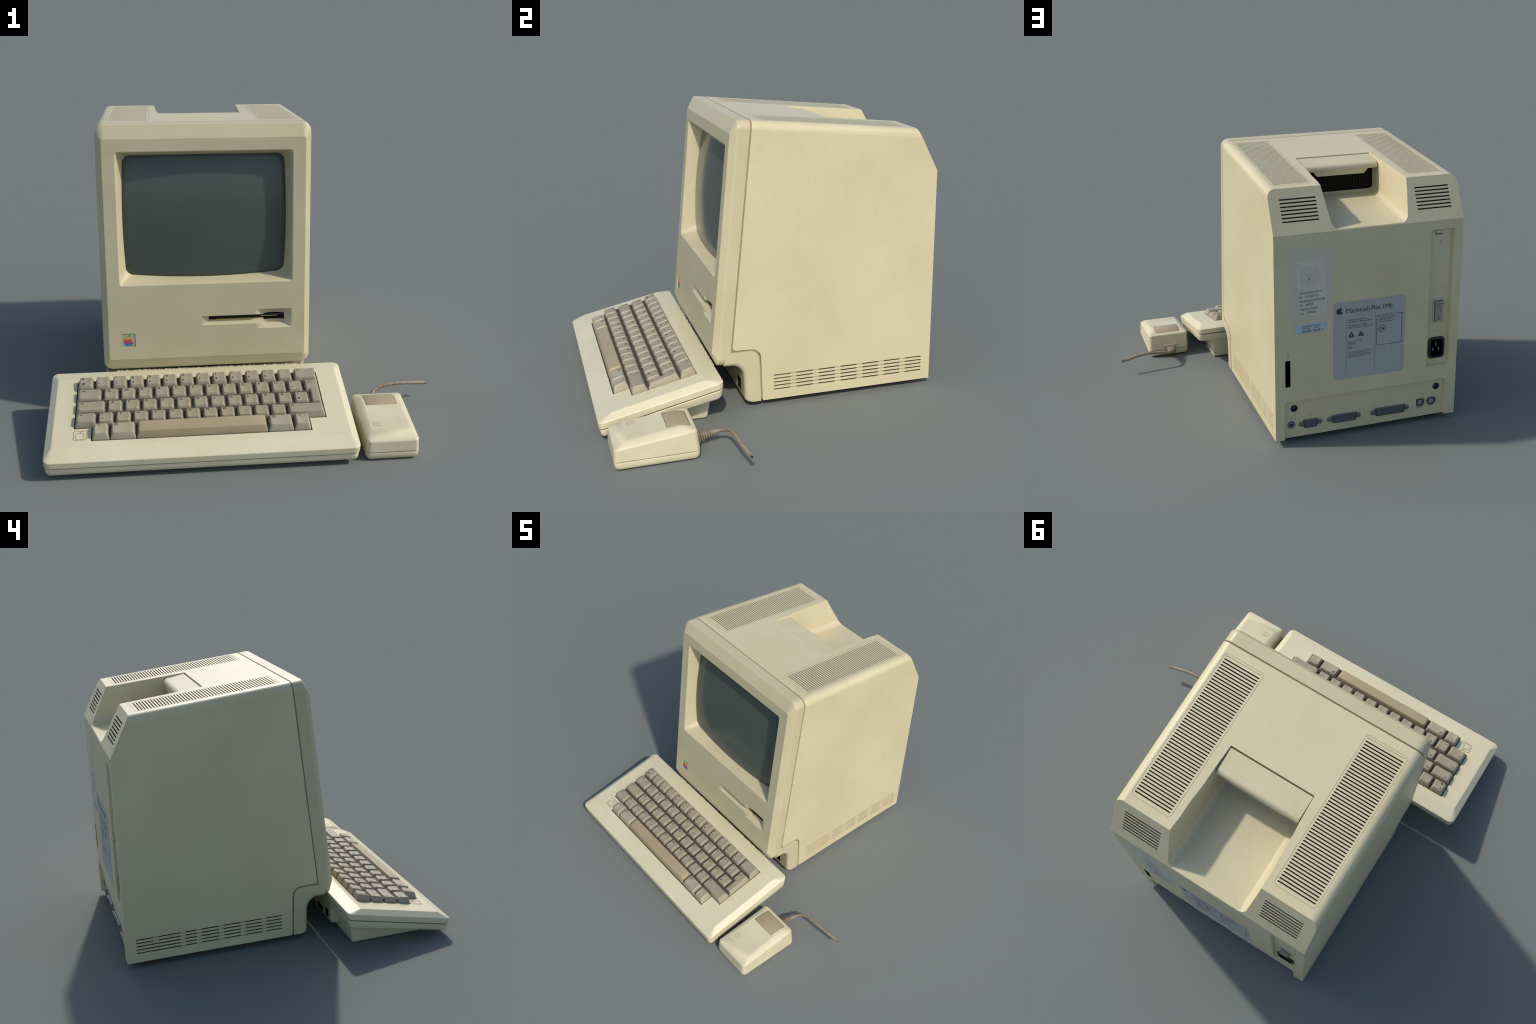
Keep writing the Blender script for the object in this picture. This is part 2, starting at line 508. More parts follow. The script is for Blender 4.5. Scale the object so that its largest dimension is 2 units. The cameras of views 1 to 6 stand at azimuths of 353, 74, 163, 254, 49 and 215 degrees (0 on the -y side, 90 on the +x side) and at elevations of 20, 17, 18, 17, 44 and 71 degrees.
    cut(o, box(-0.653, -0.578, 0.397, 0.4995, 0.868, 0.016, mat=M_VOID))
    for hx, hz, hr in ((0.2243, 0.2072, 0.0165), (-0.6253, 0.2072, 0.0165), (0.2405, 0.1105, 0.012)):
        cut(o, box(hx - hr, hx + hr, hz - hr, hz + hr, 0.878, hr - 0.0004, mat=M_BLACK))
    # --- vents
    def slots(defs, mats):
        bm = bmesh.new()
        for o0, ax, an, L, h, dep in defs:
            o0, ax, an = Vector(o0), Vector(ax).normalized(), Vector(an).normalized()
            ay = an.cross(ax)
            r = h / 2
            pts = [(L / 2 - r + r * cos(t), r * sin(t)) for t in [(-.5 + i / 4) * pi for i in range(5)]]
            pts += [(-x, -y) for x, y in pts]
            rw = loft(bm, [[o0 + ax * x + ay * y - an * dep for x, y in pts], [o0 + ax * x + ay * y - an * (dep - .0048) for x, y in pts], [o0 + ax * x + ay * y + an * 0.02 for x, y in pts]])
            for f in {f for v in rw[0] for f in v.link_faces}: f.material_index = len(mats) - 1
            if dep > 0.011:
                for f in {f for v in rw[1] for f in v.link_faces}: f.material_index = len(mats) - 1
        me = bm_mesh(bm)
        for m_ in mats: me.materials.append(m_)
        return me
    an = (0, 0.0980, 1); dark, pale = [], []
    for sx in (1, -1):
        cx = XC + sx * 0.380
        for i in range(48):
            y = -0.0165 + i * (0.7465 / 47)
            c = ((cx, y, ztop(y)), (1, 0, 0), an, 0.194, 0.0068, 0.0088)
            if i == 0: pale.append(c[:5] + (0.003,))
            else: dark.append(c)
        sn = nrm
        for i in range(7):
            t = i / 6
            y = 0.8235 + (0.8770 - 0.8235) * t; z = 1.4150 - (y - 0.797) * (0.2095 / 0.108)
            dark.append(((XC + sx * 0.3765, y, z), (1, 0, 0), sn, 0.200, 0.0078, 0.012))
        # low side vents: long shallow grooves with openings
        seg_r = [(i + 0.0) / 7 for i in range(7)]
        for k in range(5):
            z = 0.088 + 0.0197 * k
            def xs(y): return XC + sx * (HW * (1 - 0.003 * max(0, y) / 0.9) - sink(y, z))
            pale.append(((xs(.436), 0.436, z), (0, 1, 0), (sx, 0, 0), 0.838, 0.0070, 0.0030))
            if sx > 0:
                segs = [(0.0175 + i * 0.1246, 0.0175 + i * 0.1246 + 0.0935) for i in range(7)]
            else:
                gaps = [(0.107, 0.135), (0.231, 0.259), (0.358, 0.386), (0.486, 0.513), (0.577, 0.605)]
                if k > 2: gaps.append((0.728, 0.756))
                e = [0.0165] + [g for p in gaps for g in p] + [0.8535]
                segs = list(zip(e[0::2], e[1::2]))
            for a, b in segs:
                m_ = (a + b) / 2
                dark.append(((xs(m_), m_, z), (0, 1, 0), (sx, 0, 0), b - a, 0.0064, 0.014))
    cut(o, slots([p for p in pale if abs(p[2][0]) < .5], [M_CASE]))
    cut(o, slots([p for p in pale if abs(p[2][0]) > .5], [M_CASE, M_THUMB]))  # tan in the grooves is their shadow, put in as colour
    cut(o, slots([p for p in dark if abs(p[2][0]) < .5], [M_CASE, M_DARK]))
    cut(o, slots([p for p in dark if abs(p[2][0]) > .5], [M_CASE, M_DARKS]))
    weighted(o, 32)
    return o
case = build_case()

# ---- fine outlines around the two top vents
pr = Print()
for sx in (1, -1):
    cx = XC + sx * 0.380
    x0, x1 = cx - 0.1065, cx + 0.1065
    pr.stroke([(x, y) for x, y in rrect(x0, x1, -0.031, 0.7505, 0.016, 5)], 0.0016, True)
me = pr.mesh(lambda x, y: (x, y, ztop(y) + 0.0005))
link(me, 'vent_outline', computer, M_INKB)

# ---- carrying handle bar bridging the recess
def handle():
    x0, x1 = XC - 0.2195, XC + 0.2195
    bm = bmesh.new(); L = []
    # bar cross-section in y-z, rounded, extruded along x
    top = lambda y: ztop(y) - 0.0050 - 0.009 * max(0, y - 0.338) / 0.125
    def bar(inset):
        a, b = 0.3358 + inset * .5, 0.466 - inset
        zb = 1.402 + inset
        pts = [(a, zb), (a, top(a) - 0.003 - inset), (a + 0.003, top(a) - inset)]
        pts += [(b - 0.020, top(b - 0.020) - inset), (b - 0.009, top(b) - 0.003 - inset), (b - 0.003, top(b) - 0.010 - inset), (b, top(b) - 0.02 - inset)]
        pts += [(b, zb + 0.008), (b - 0.004, zb + 0.002), (b - 0.012, zb)]
        return pts
    for x, i in ((x0, 0.003), (x0 + 0.004, 0), (x1 - 0.004, 0), (x1, 0.003)):
        L.append([(x, y, z) for y, z in bar(i)])
    loft(bm, L)
    # finger lip under the bar, tapering at both ends
    lip = [[(XC + s * w, y, z) for s, w, y, z in ((-1, .165, yy, 1.407), (1, .165, yy, 1.407), (1, .14, yy, 1.3770), (-1, .14, yy, 1.3770))] for yy in (0.40, 0.4615)]
    b2 = bmesh.new(); loft(b2, lip); join_bm(bm, b2)
    return bm_mesh(bm, smooth=30)
o = link(handle(), 'carrying_handle', computer, M_CASE); weighted(o, 40)
# black ribbed plate modelled for the deep shadow under the handle
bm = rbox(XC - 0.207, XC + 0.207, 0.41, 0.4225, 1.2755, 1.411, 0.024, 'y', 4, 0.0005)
shadow_plate = link(bm_mesh(bm, smooth=30), 'handle_shadow_plate', computer, M_VOID)
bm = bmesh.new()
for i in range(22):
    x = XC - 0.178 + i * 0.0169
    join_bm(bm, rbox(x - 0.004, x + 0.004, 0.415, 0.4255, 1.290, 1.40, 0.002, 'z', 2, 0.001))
link(bm_mesh(bm, smooth=30), 'hollow_rib', shadow_plate, M_SHADOWRIB)['kind'] = 'stuff'

# ---- front bezel --------------------------------------------------
def build_bezel():
    rows = [  # depth, half width, z low, z high, corner radius
        (0.0000, 0.5045, 0.3135, 1.4395, 0.012), (0.0010, 0.5066, 0.3112, 1.4422, 0.0135), (0.0036, 0.5090, 0.3060, 1.4475, 0.016),
        (0.0260, 0.5305, 0.2570, 1.5010, 0.043), (0.0310, 0.5348, 0.2490, 1.5070, 0.047), (0.0400, 0.5370, 0.2455, 1.5085, 0.048),
        (0.0890, 0.5370, 0.2450, 1.5040, 0.048), (0.0930, 0.5358, 0.2460, 1.5026, 0.047), (0.0945, 0.533, 0.248, 1.4995, 0.045)]
    bm = bmesh.new()
    loft(bm, [[S(x, z, d) for x, z in rrect(XC - w, XC + w, a, b, r, 7)] for d, w, a, b, r in rows])
    o = link(bm_mesh(bm), 'front_bezel', computer, M_BEZEL)
    # screen opening: straight-edged outside, barrel-shaped where it meets the tube
    outer = lambda g: rrect(-0.6385 - g, 0.2385 + g, 0.7065 - g, 1.3760 + g, 0.012 + g, 6, 14)
    inner = lambda g: rrect(-0.607 - g, 0.2045 + g, 0.7340 - g, 1.3430 + g, 0.034 + g, 6, 14, (0.0105, 0.0095, 0.0150, 0.0055))
    O, I = outer(0), inner(0)
    rim = lambda x, z: 0.0625 + 0.022 * min(1, abs((x + 0.201) / 0.405)) ** 3 * min(1, abs((z - 1.039) / 0.304)) ** 3
    mixp = lambda t: [(a[0] + (b[0] - a[0]) * t, a[1] + (b[1] - a[1]) * t) for a, b in zip(O, I)]
    bm = bmesh.new()
    loft(bm, [[S(x, z, -0.02) for x, z in outer(0.006)], [S(x, z, 0) for x, z in outer(0.0045)], [S(x, z, 0.0018) for x, z in outer(0.0018)]] +
         [[S(x, z, rim(*p) * t) for (x, z), p in zip(mixp(t), I)] for t in (0.09, 0.5, 0.94)] + [[S(x, z, rim(x, z) + 0.001) for x, z in I], [S(x, z, 0.0925) for x, z in inner(0.0)]])
    me = bm_mesh(bm); me.materials.append(M_BEZEL); cut(o, me)
    # disk slot with its wider thumb notch
    def frustum(a, b, d1, d2):
        bm = bmesh.new()
        g = lambda r, k: rrect(r[0] - k, r[1] + k, r[2] - k, r[3] + k, 0.004 + k, 3)
        A = g(a, 0); B = g(b, 0); e = 0.02 / d1
        loft(bm, [[S(x + (x - u) * e, z + (z - w) * e, -0.02) for (x, z), (u, w) in zip(A, B)], [S(x, z, d1) for x, z in B], [S(x, z, d2) for x, z in B]])
        me = bm_mesh(bm); me.materials.append(M_BEZEL); return me
    cut(o, frustum((-0.2330, 0.085, 0.4820, 0.5300), (-0.192, 0.12, 0.4995, 0.5215), 0.022, 0.06))
    cut(o, frustum((0.0555, 0.2390, 0.4550, 0.5580), (0.0925, 0.2025, 0.4745, 0.5490), 0.022, 0.06))
    bm = bmesh.new()
    loft(bm, [[S(x, z, d) for x, z in rrect(-0.6405, -0.5705, 0.3780, 0.4510, 0.006, 4)] for d in (-0.02, 0.0045)])
    me = bm_mesh(bm); me.materials.append(M_BEZEL); cut(o, me)
    weighted(o, 30)
    return o, inner
bezel, tube_loop = build_bezel()

# ---- lower foot of the bezel, behind the overhanging chin
def build_foot():
    def prof(i):   # i: how far the exposed front and underside are drawn in near the side
        p = [(-0.232, 0.3195), (-0.110, 0.3195)] + list(reversed(arc(-0.110, 0.2665, 0.050, 0.0, pi / 2, 6, 0.053)))[1:]
        p += [(-0.0525, 0.033), (-0.116 + i, 0.033)] + arc(-0.116 + i, 0.055, 0.022, -pi / 2, -pi, 4)[1:]
        p += [(-0.1405 + i, 0.165)] + arc(-0.206 + i, 0.167, 0.0655, 0, pi / 2, 8, 0.0765 + i)[1:] + [(-0.246, 0.2445 + i)]
        return p
    R = 0.024; xs = []
    for k in range(7):
        t = R * (1 - cos(pi / 2 * k / 6)); xs.append((HW + 0.0002 - t, R - sqrt(max(0, R * R - (R - t) ** 2))))
    sec = [(XC - x, i) for x, i in xs] + [(XC + x, i) for x, i in reversed(xs)]
    bm = bmesh.new(); loft(bm, [[(x, y, z) for y, z in prof(i)] for x, i in sec])
    o = link(bm_mesh(bm), 'bezel_foot', computer, M_BEZEL)
    # shallow centre recess and cable jack pocket under the chin
    for b, mt in ((rbox(-0.62, 0.12, -0.30, -0.130, 0.055, 0.140, 0.01), M_BEZEL), (rbox(0.185, 0.255, -0.30, -0.10, 0.065, 0.135, 0.008), M_VOID)):
        me = bm_mesh(b); me.materials.append(mt); cut(o, me)
    weighted(o, 32)
build_foot()

# ---- grimy core seen in the seam between bezel and case
bm = bmesh.new()
lo = [(0.080, 0.018), (0.12, 0.018)]
loft(bm, [[S(x, z, d) for x, z in rrect(XC - HW + 0.0065, XC + HW - 0.0065, 0.262, (1.4965 if d < .1 else 1.4945), 0.039, 6)] for d in (0.0932, 0.115)])
pf = [(-0.2, 0.33), (-0.11, 0.331)] + list(reversed(arc(-0.11, 0.27, 0.057, 0.0, pi / 2, 6, 0.061)))[1:] + [(-0.040, 0.042), (-0.07, 0.042), (-0.075, 0.25), (-0.2, 0.30)]
join_bm(bm, prism_x(pf, XC - HW + 0.006, XC + HW - 0.006))
link(bm_mesh(bm, smooth=40), 'seam_strip', computer, M_SEAM)

# ---- picture tube
def build_tube():
    base = tube_loop(0.004); bm = bmesh.new()
    cx, cz = -0.201, 1.039
    dome = lambda x, z: 0.0400 + 0.0235 * ((x - cx) / 0.410) ** 2 + 0.0225 * ((z - cz) / 0.310) ** 2
    rings = [[S(x, z, 0.0940) for x, z in base], [S(x, z, dome(x, z) + 0.004) for x, z in base]]
    for k in range(0, 14):
        q = (1 - k / 14) * 0.992
        rings.append([S(cx + (x - cx) * q, cz + (z - cz) * q, dome(cx + (x - cx) * q, cz + (z - cz) * q)) for x, z in base])
    rows = loft(bm, rings, True, False)
    c = bm.verts.new(S(cx, cz, dome(cx, cz))); r = rows[-1]
    for i in range(len(r)): bm.faces.new((r[i], r[(i + 1) % len(r)], c))
    return bm_mesh(bm, smooth=60)
link(build_tube(), 'screen', computer, M_GLASS)

# ---- disk drive mouth
bm = bmesh.new()
b = bmesh.new(); loft(b, [[S(x, z, d) for x, z in rrect(-0.20, 0.21, 0.4893, 0.5247, 0.002, 2)] for d in (0.036, 0.07)]); join_bm(bm, b)
drive = link(bm_mesh(bm, smooth=30), 'disk_slot', computer, M_VOID)
# dished thumb rest, with the slot passing through it
def thumb(z0, z1):
    b = bmesh.new(); L = []
    for i in range(9):
        x = 0.091 + 0.113 * i / 8; t = (i / 8 - .5) * 2
        d = 0.024 + 0.013 * (1 - t * t)
        L.append([S(x, z0, d), S(x, z1, d), S(x, z1, 0.062), S(x, z0, 0.062)])
    loft(b, L); return b
bm = thumb(0.4725, 0.4895); join_bm(bm, thumb(0.5245, 0.551))
link(bm_mesh(bm, smooth=30), 'thumb_rest', drive, M_THUMB)
bm = bmesh.new()
for z0, z1, x0, x1, dd in ((0.4985, 0.5030, -0.155, 0.094, 0.0235), (0.5060, 0.5125, 0.080, 0.165, 0.033)):
    b = bmesh.new(); loft(b, [[S(x, z, d) for x, z in rrect(x0, x1, z0, z1, 0.001, 2)] for d in (dd, 0.058)]); join_bm(bm, b)
link(bm_mesh(bm), 'brass_guide', drive, M_YELLOW)
bm = bmesh.new(); b = bmesh.new()
loft(b, [[S(x, z, d) for x, z in rrect(-0.193, 0.205, 0.5125, 0.5205, 0.001, 2)] for d in (0.0275, 0.045)]); join_bm(bm, b)
link(bm_mesh(bm), 'dust_flap', drive, M_BLACK)
pr = Print(); pr.fill([(0.0022 * cos(a * pi / 6), 0.0022 * sin(a * pi / 6)) for a in range(12)])
hz = 0.4855; link(pr.mesh(lambda x, y: S(0.2265 + x, hz + y, 0.0085)), 'eject_pinhole', drive, M_VOID)

# ---- front emblem
bm = bmesh.new(); loft(bm, [[S(x, z, d) for x, z in rrect(-0.6395, -0.5715, 0.3790, 0.4500, 0.005, 4)] for d in (0.006, 0.0028)])
badge = link(bm_mesh(bm, smooth=30), 'emblem_plate', computer, M_BADGE)
bm = bmesh.new()
for P in (fruit_outline(), leaf_outline()):
    Q = scaled(P, 0.0505, -0.6055, 0.4125)
    loft(bm, [[S(x, z, d) for x, z in reversed(Q)] for d in (0.0035, 0.0016)])
o = link(bm_mesh(bm, smooth=30), 'fruit_emblem', badge, stripes_material(0.3845, 0.4485))

# ---- rear labels and writing ------------------------------------------------
YR = 0.909
def rear_plate(name, corners_r, mat, parent, th=0.0012, y=YR):
    x0, x1, z0, z1, r = corners_r
    bm = bmesh.new(); loft(bm, [[(x, yy, z) for x, z in rrect(x0, x1, z0, z1, r, 5)] for yy in (y - 0.002, y + th)])
    return link(bm_mesh(bm, smooth=30), name, parent, mat)
RF = lambda ox, oz, y=YR + 0.0012, lift=0.0006: frame((ox, y, oz), (-1, 0, 0), (0, 0, 1), lift)
lab = rear_plate('rating_label', (-0.4088, 0.0073, 0.3498, 0.7985, 0.019), M_LABEL, computer)
pr = Print()   # label coordinates: u = -x, v = z
pr.fill(scaled(fruit_outline(), 0.036, 0.0262, 0.7505)); pr.fill(scaled(leaf_outline(), 0.036, 0.0262, 0.7505))
pr.text('Macintosh', 0.0652, 0.7335, 0.040, 0, 0.92, width=0.133)
pr.text('TM', 0.1995, 0.7580, 0.006)
pr.text('Plus 1Mb', 0.2104, 0.7335, 0.040, 0, 0.92, width=0.1215)
for x, z0, z1 in ((0.0670, 0.3825, 0.7060), (0.2345, 0.3812, 0.7056)): pr.stroke([(x, z0), (x, z1)], 0.0012)
pr.stroke([(0.2425, 0.5235), (0.3902, 0.5235), (0.3902, 0.6973), (0.2425, 0.6973)], 0.0026, True)
T = [('Apple Computer, Inc.', .0765, .6885, .104, .0135, 0), ('Cupertino, California 95014', .0765, .6755, .141, .0135, 0), ('Assembled in Ireland', .0765, .6557, .109, .0135, 0),
     ('Model Number: M0001AP', .0765, .6422, .138, .0135, 0), ('220-240V', .077, .5605, .0507, .0135, 0), ('50-60 Hz', .077, .5481, .047, .0135, 0),
     ('0.5A', .077, .5360, .024, .0135, 0), ('60W', .077, .5236, .024, .0135, 0), ('Certified to comply', .2532, .6803, .0985, .0135, 0), ('with IEC 380 by', .2532, .6678, .082, .0135, 0),
     ('T\u00dcV Rheinland', .2534, .6552, .079, .0135, 0)]
for s, x, z, w, h, bd in T: pr.text(s, x, z, h, bd, width=w)
for i, (s, w) in enumerate((('Apple and the Apple logo are registered', .135), ('trademarks of Apple Computer, Inc.', .118), ('Macintosh is a trademark of McIntosh', .126),
                            ('Laboratory, Inc. and is being used with', .129), ('express permission of its owner.', .104))):
    pr.text(s, 0.077, 0.5033 - i * 0.0078, 0.0085, width=w)
pr.stroke([(0.1335 + 0.0245 * i / 10, 0.567 + 0.0045 * sin(2 * pi * i / 10)) for i in range(11)], 0.0022)
pr.ring(0.2747, 0.6200, 0.0205, 0.0024); pr.text('N', 0.2747, 0.6085, 0.033, 0.0002, align='C')
for cx in (0.0962, 0.1517):   # warning triangles, left open where their signs stand
    pr.fill([(cx - 0.0187, 0.5915), (cx + 0.0187, 0.5915), (cx, 0.6247)])
link(pr.mesh(RF(0, 0)), 'label_print', lab, M_INK)
pr = Print()
pr.fill([(0.0985, 0.6150), (0.0925, 0.6040), (0.0958, 0.6040), (0.0930, 0.5950), (0.1000, 0.6065), (0.0965, 0.6065)])
pr.fill([(0.1507, 0.6015), (0.1527, 0.6015), (0.1530, 0.6150), (0.1504, 0.6150)]); pr.fill([(0.1507, 0.5955), (0.1527, 0.5955), (0.1527, 0.5985), (0.1507, 0.5985)])
link(pr.mesh(RF(0, 0, lift=0.0012)), 'warning_sign', lab, M_LABEL)

# taped registration slip, slightly askew
tape = rear_plate('adhesive_tape', (0.0225, 0.2485, 0.716, 1.120, 0.002), M_TAPE, computer, 0.0007)
bm = bmesh.new()
quad = [(0.2184, 1.0545), (0.0620, 1.0612), (0.0405, 0.7557), (0.1985, 0.7425)]
loft(bm, [[(x, y, z) for x, z in quad] for y in (YR - 0.001, YR + 0.0016)])
slip = link(bm_mesh(bm), 'paper_slip', computer, M_PAPER)
tilt = radians(2.6)
pf = frame((0.1985, YR + 0.0016, 0.8705), (-cos(tilt), 0, sin(tilt)), (sin(tilt), 0, cos(tilt)), 0.0006)
pr = Print()
for i, (a, w, b, bx, bw) in enumerate((('Ger\u00e4tverzeichnis', .121, None, 0, 0), ('Nr.', .021, '1/52/11', .034, .069), ('Einzelnachweisung', .138, None, 0, 0),
                                      ('Nr.', .021, '6/86', .034, .040), ('Masch./Ger\u00e4t', .098, None, 0, 0), ('Nr.', .021, '33865', .033, .050))):
    z = -0.0228 * i; x = 0.0016 * i * 0.3
    pr.text(a, x, z, 0.019, width=w)
    if b: pr.text(b, bx + x, z + 0.001, 0.019, width=bw)
link(pr.mesh(pf), 'slip_print', slip, M_INK)
pr = Print()
pr.ring(0, 0, 0.054, 0.0022); pr.ring(0, 0, 0.039, 0.0012)
for i in range(28):
    a = 2 * pi * i / 28
    pr.stroke([(0.042 * cos(a), 0.042 * sin(a)), (0.050 * cos(a), 0.050 * sin(a))], 0.003)
pr.ring(0, -0.012, 0.020, 0.0026)
for i in range(6):
    a = pi * i / 6
    pr.stroke([(0.019 * cos(a), -0.012 + 0.019 * sin(a)), (-0.019 * cos(a), -0.012 - 0.019 * sin(a))], 0.0022)
pr.fill([(-0.026, 0.008), (0.026, 0.012), (0.026, 0.024), (0.008, 0.020), (-0.028, 0.024)])
link(pr.mesh(frame((0.142, YR + 0.0016, 0.962), (-1, 0, 0), (0, 0, 1), 0.0005)), 'slip_seal', slip, M_INKO)
stick = rear_plate('inventory_sticker', (0.0455, 0.2200, 0.6498, 0.7045, 0.001), M_BLUE, computer, 0.001)
pr = Print()
pr.text('Deutsches Museum', -0.1865, 0.6855, 0.013, width=0.107); pr.text('M\u00fcnchen   Inv.Nr.', -0.1865, 0.6735, 0.012, width=0.105)
pr.text('2000-468,1', -0.1838, 0.6545, 0.0195, width=0.1145)
link(pr.mesh(RF(0, 0, YR + 0.001)), 'sticker_print', stick, M_INK)

# ---- rear channel: battery door, power switch, mains inlet
YC = 0.886
def plate(x0, x1, z0, z1, y0, y1, r, edge=0.0015): return bm_mesh(rbox(x0, x1, y0, y1, z0, z1, r, 'y', 4, edge), smooth=30)
door = link(plate(-0.6745, -0.5545, 0.8005, 1.1385, 0.87, YC + 0.0045, 0.007, 0.002), 'battery_door', computer, M_CASE)
link(plate(-0.6225, -0.5815, 1.1120, 1.1345, 0.87, YC + 0.0056, 0.001, 0.0005), 'door_latch', door, M_DARK)
link(plate(-0.6200, -0.5840, 1.1185, 1.1360, 0.87, YC + 0.0075, 0.002, 0.001), 'latch_tab', door, M_CASE)
pr = Print(); pr.stroke([(x, z) for x, z in rrect(0.612, 0.6215, 1.049, 1.078, 0.004, 4)], 0.0018, True)
link(pr.mesh(RF(0, 0, YC + 0.0045)), 'door_mark', door, M_INKB)
sw = link(plate(-0.6490, -0.5855, 0.6010, 0.7390, 0.87, YC + 0.005, 0.006, 0.002), 'power_switch', computer, M_GREYPL)
sw.data.materials[0] = flat('switch_frame', srgb(172, 176, 162), 0.45)
link(plate(-0.6415, -0.5945, 0.6085, 0.7310, 0.87, YC + 0.0062, 0.002, 0.0005), 'switch_gap', sw, M_VOID)
bm = bmesh.new()
rock = [(YC, 0.610), (YC + 0.0145, 0.612), (YC + 0.010, 0.668), (YC + 0.019, 0.712), (YC + 0.030, 0.722), (YC + 0.026, 0.7285), (YC, 0.7295)]
loft(bm, [[(x, y, z) for y, z in rock] for x in (-0.6395, -0.5965)])
o = link(bm_mesh(bm), 'rocker', sw, M_KEY); bevel_by_rule(o, lambda m, d, a, n: 0.002, 2); weighted(o, 40)
pr = Print(); pr.ring(0.6180, 0.6265, 0.0062, 0.0018); pr.stroke([(0.6255, 0.672), (0.6255, 0.685)], 0.002)
link(pr.mesh(lambda u, v: (-u, YC + 0.0151 - (v - 0.612) * 0.0805 if v < 0.668 else YC + 0.0112 + (v - 0.668) * 0.205, v)), 'switch_mark', sw, M_INK)
pr = Print(); pr.stroke([(0.598 + 0.032 * i / 12, 0.545 + 0.005 * sin(2 * pi * i / 12)) for i in range(13)], 0.002)
link(pr.mesh(RF(0, 0, YC)), 'mains_symbol', computer, M_INKB)
def inlet():
    x0, x1, z0, z1 = -0.665, -0.566, 0.385, 0.5115
    o = link(plate(x0, x1, z0, z1, 0.86, YC + 0.010, 0.022, 0.003), 'mains_inlet', computer, M_BLACK)
    bm = bmesh.new(); loft(bm, [[(x, y, z) for x, z in rrect(x0 + 0.012, x1 - 0.012, z0 + 0.012, z1 - 0.012, 0.016, 4)] for y in (0.868, 0.93)])
    me = bm_mesh(bm); me.materials.append(M_VOID); cut(o, me); shade(o.data, 30)
    for dx, dz in ((0, 0.018), (-0.018, -0.012), (0.018, -0.012)):
        cx, cz = (x0 + x1) / 2 + dx, (z0 + z1) / 2 + dz
        link(plate(cx - 0.003, cx + 0.003, cz - 0.010, cz + 0.010, 0.866, 0.888, 0.0015), 'contact_pin', o, M_METAL)
inlet()

# ---- programmer slot icon and connector bay
YB = 0.888
pr = Print()
for z in (0.5305, 0.5455):
    pr.stroke([(x, y) for x, y in rrect(-0.2675, -0.2585, z - 0.006, z + 0.006, 0.002, 2)], 0.0013, True)
link(pr.mesh(RF(0, 0, YR)), 'slot_icon', computer, M_INKB)
bay = Print()
# speaker, mouse, disk, printer and telephone signs
bay.fill([(-0.245, .142), (-0.240, .142), (-0.234, .136), (-0.234, .156), (-0.240, .150), (-0.245, .150)])
for r in (0.010, 0.016, 0.022): bay.ring(-0.236, 0.146, r, 0.0012, 8, -0.7, 0.7)
bay.stroke([(x, y) for x, y in rrect(-0.1385, -0.1215, 0.149, 0.171, 0.002, 2)], 0.0012, True); bay.stroke([(-0.130, 0.171), (-0.130, 0.182)], 0.0012)
bay.stroke([(-0.1385, 0.163), (-0.1215, 0.163)], 0.0012)
bay.stroke([(x, y) for x, y in rrect(0.052, 0.084, 0.1555, 0.1645, 0.001, 2)], 0.0012, True)
bay.stroke([(x, y) for x, y in rrect(0.315, 0.367, 0.1605, 0.1755, 0.001, 2)], 0.0012, True)
bay.stroke([(0.525, 0.155), (0.550, 0.155)], 0.0012); bay.stroke([(x, y) for x, y in rrect(0.529, 0.546, 0.158, 0.176, 0.001, 2)], 0.0012, True)
bay.stroke([(0.598, 0.172), (0.604, 0.158), (0.620, 0.176)], 0.0016)
link(bay.mesh(RF(0, 0, YB)), 'port_icon', computer, M_INKF)

def disc(x, z, r, y0, y1, n=24):
    bm = bmesh.new()
    loft(bm, [[(x + (r - i) * cos(2 * pi * k / n), y, z + (r - i) * sin(2 * pi * k / n)) for k in range(n)] for y, i in ((y0, 0), (y1 - 0.0015, 0), (y1, 0.0015))])
    return bm
def pipe(x, z, ro, ri, y0, y1, n=24):
    bm = bmesh.new()
    c = lambda r, y: [(x + r * cos(2 * pi * k / n), y, z + r * sin(2 * pi * k / n)) for k in range(n)]
    loft(bm, [c(ro, y0), c(ro, y1 - 0.001), c(ro - 0.001, y1), c(ri, y1), c(ri, y1 - 0.010)], True, True)
    return bm
for x in (0.2243, -0.6253):
    s = link(bm_mesh(pipe(x, 0.2072, 0.0205, 0.0165, 0.87, YB + 0.002), smooth=30), 'screw_hole', computer, M_BLACK)
    link(bm_mesh(disc(x, 0.2072, 0.006, 0.87, 0.881), smooth=30), 'screw_head', s, M_GREYPL)
j = link(bm_mesh(pipe(0.2405, 0.1105, 0.0215, 0.0125, 0.87, YB + 0.004), smooth=30), 'audio_jack', computer, M_GREYPL)
link(bm_mesh(pipe(0.2405, 0.1105, 0.0118, 0.0075, 0.87, YB + 0.003), smooth=30), 'jack_collar', j, M_METAL)
link(bm_mesh(disc(0.2405, 0.1105, 0.0078, 0.87, YB - 0.004), smooth=30), 'jack_hole', j, M_VOID)

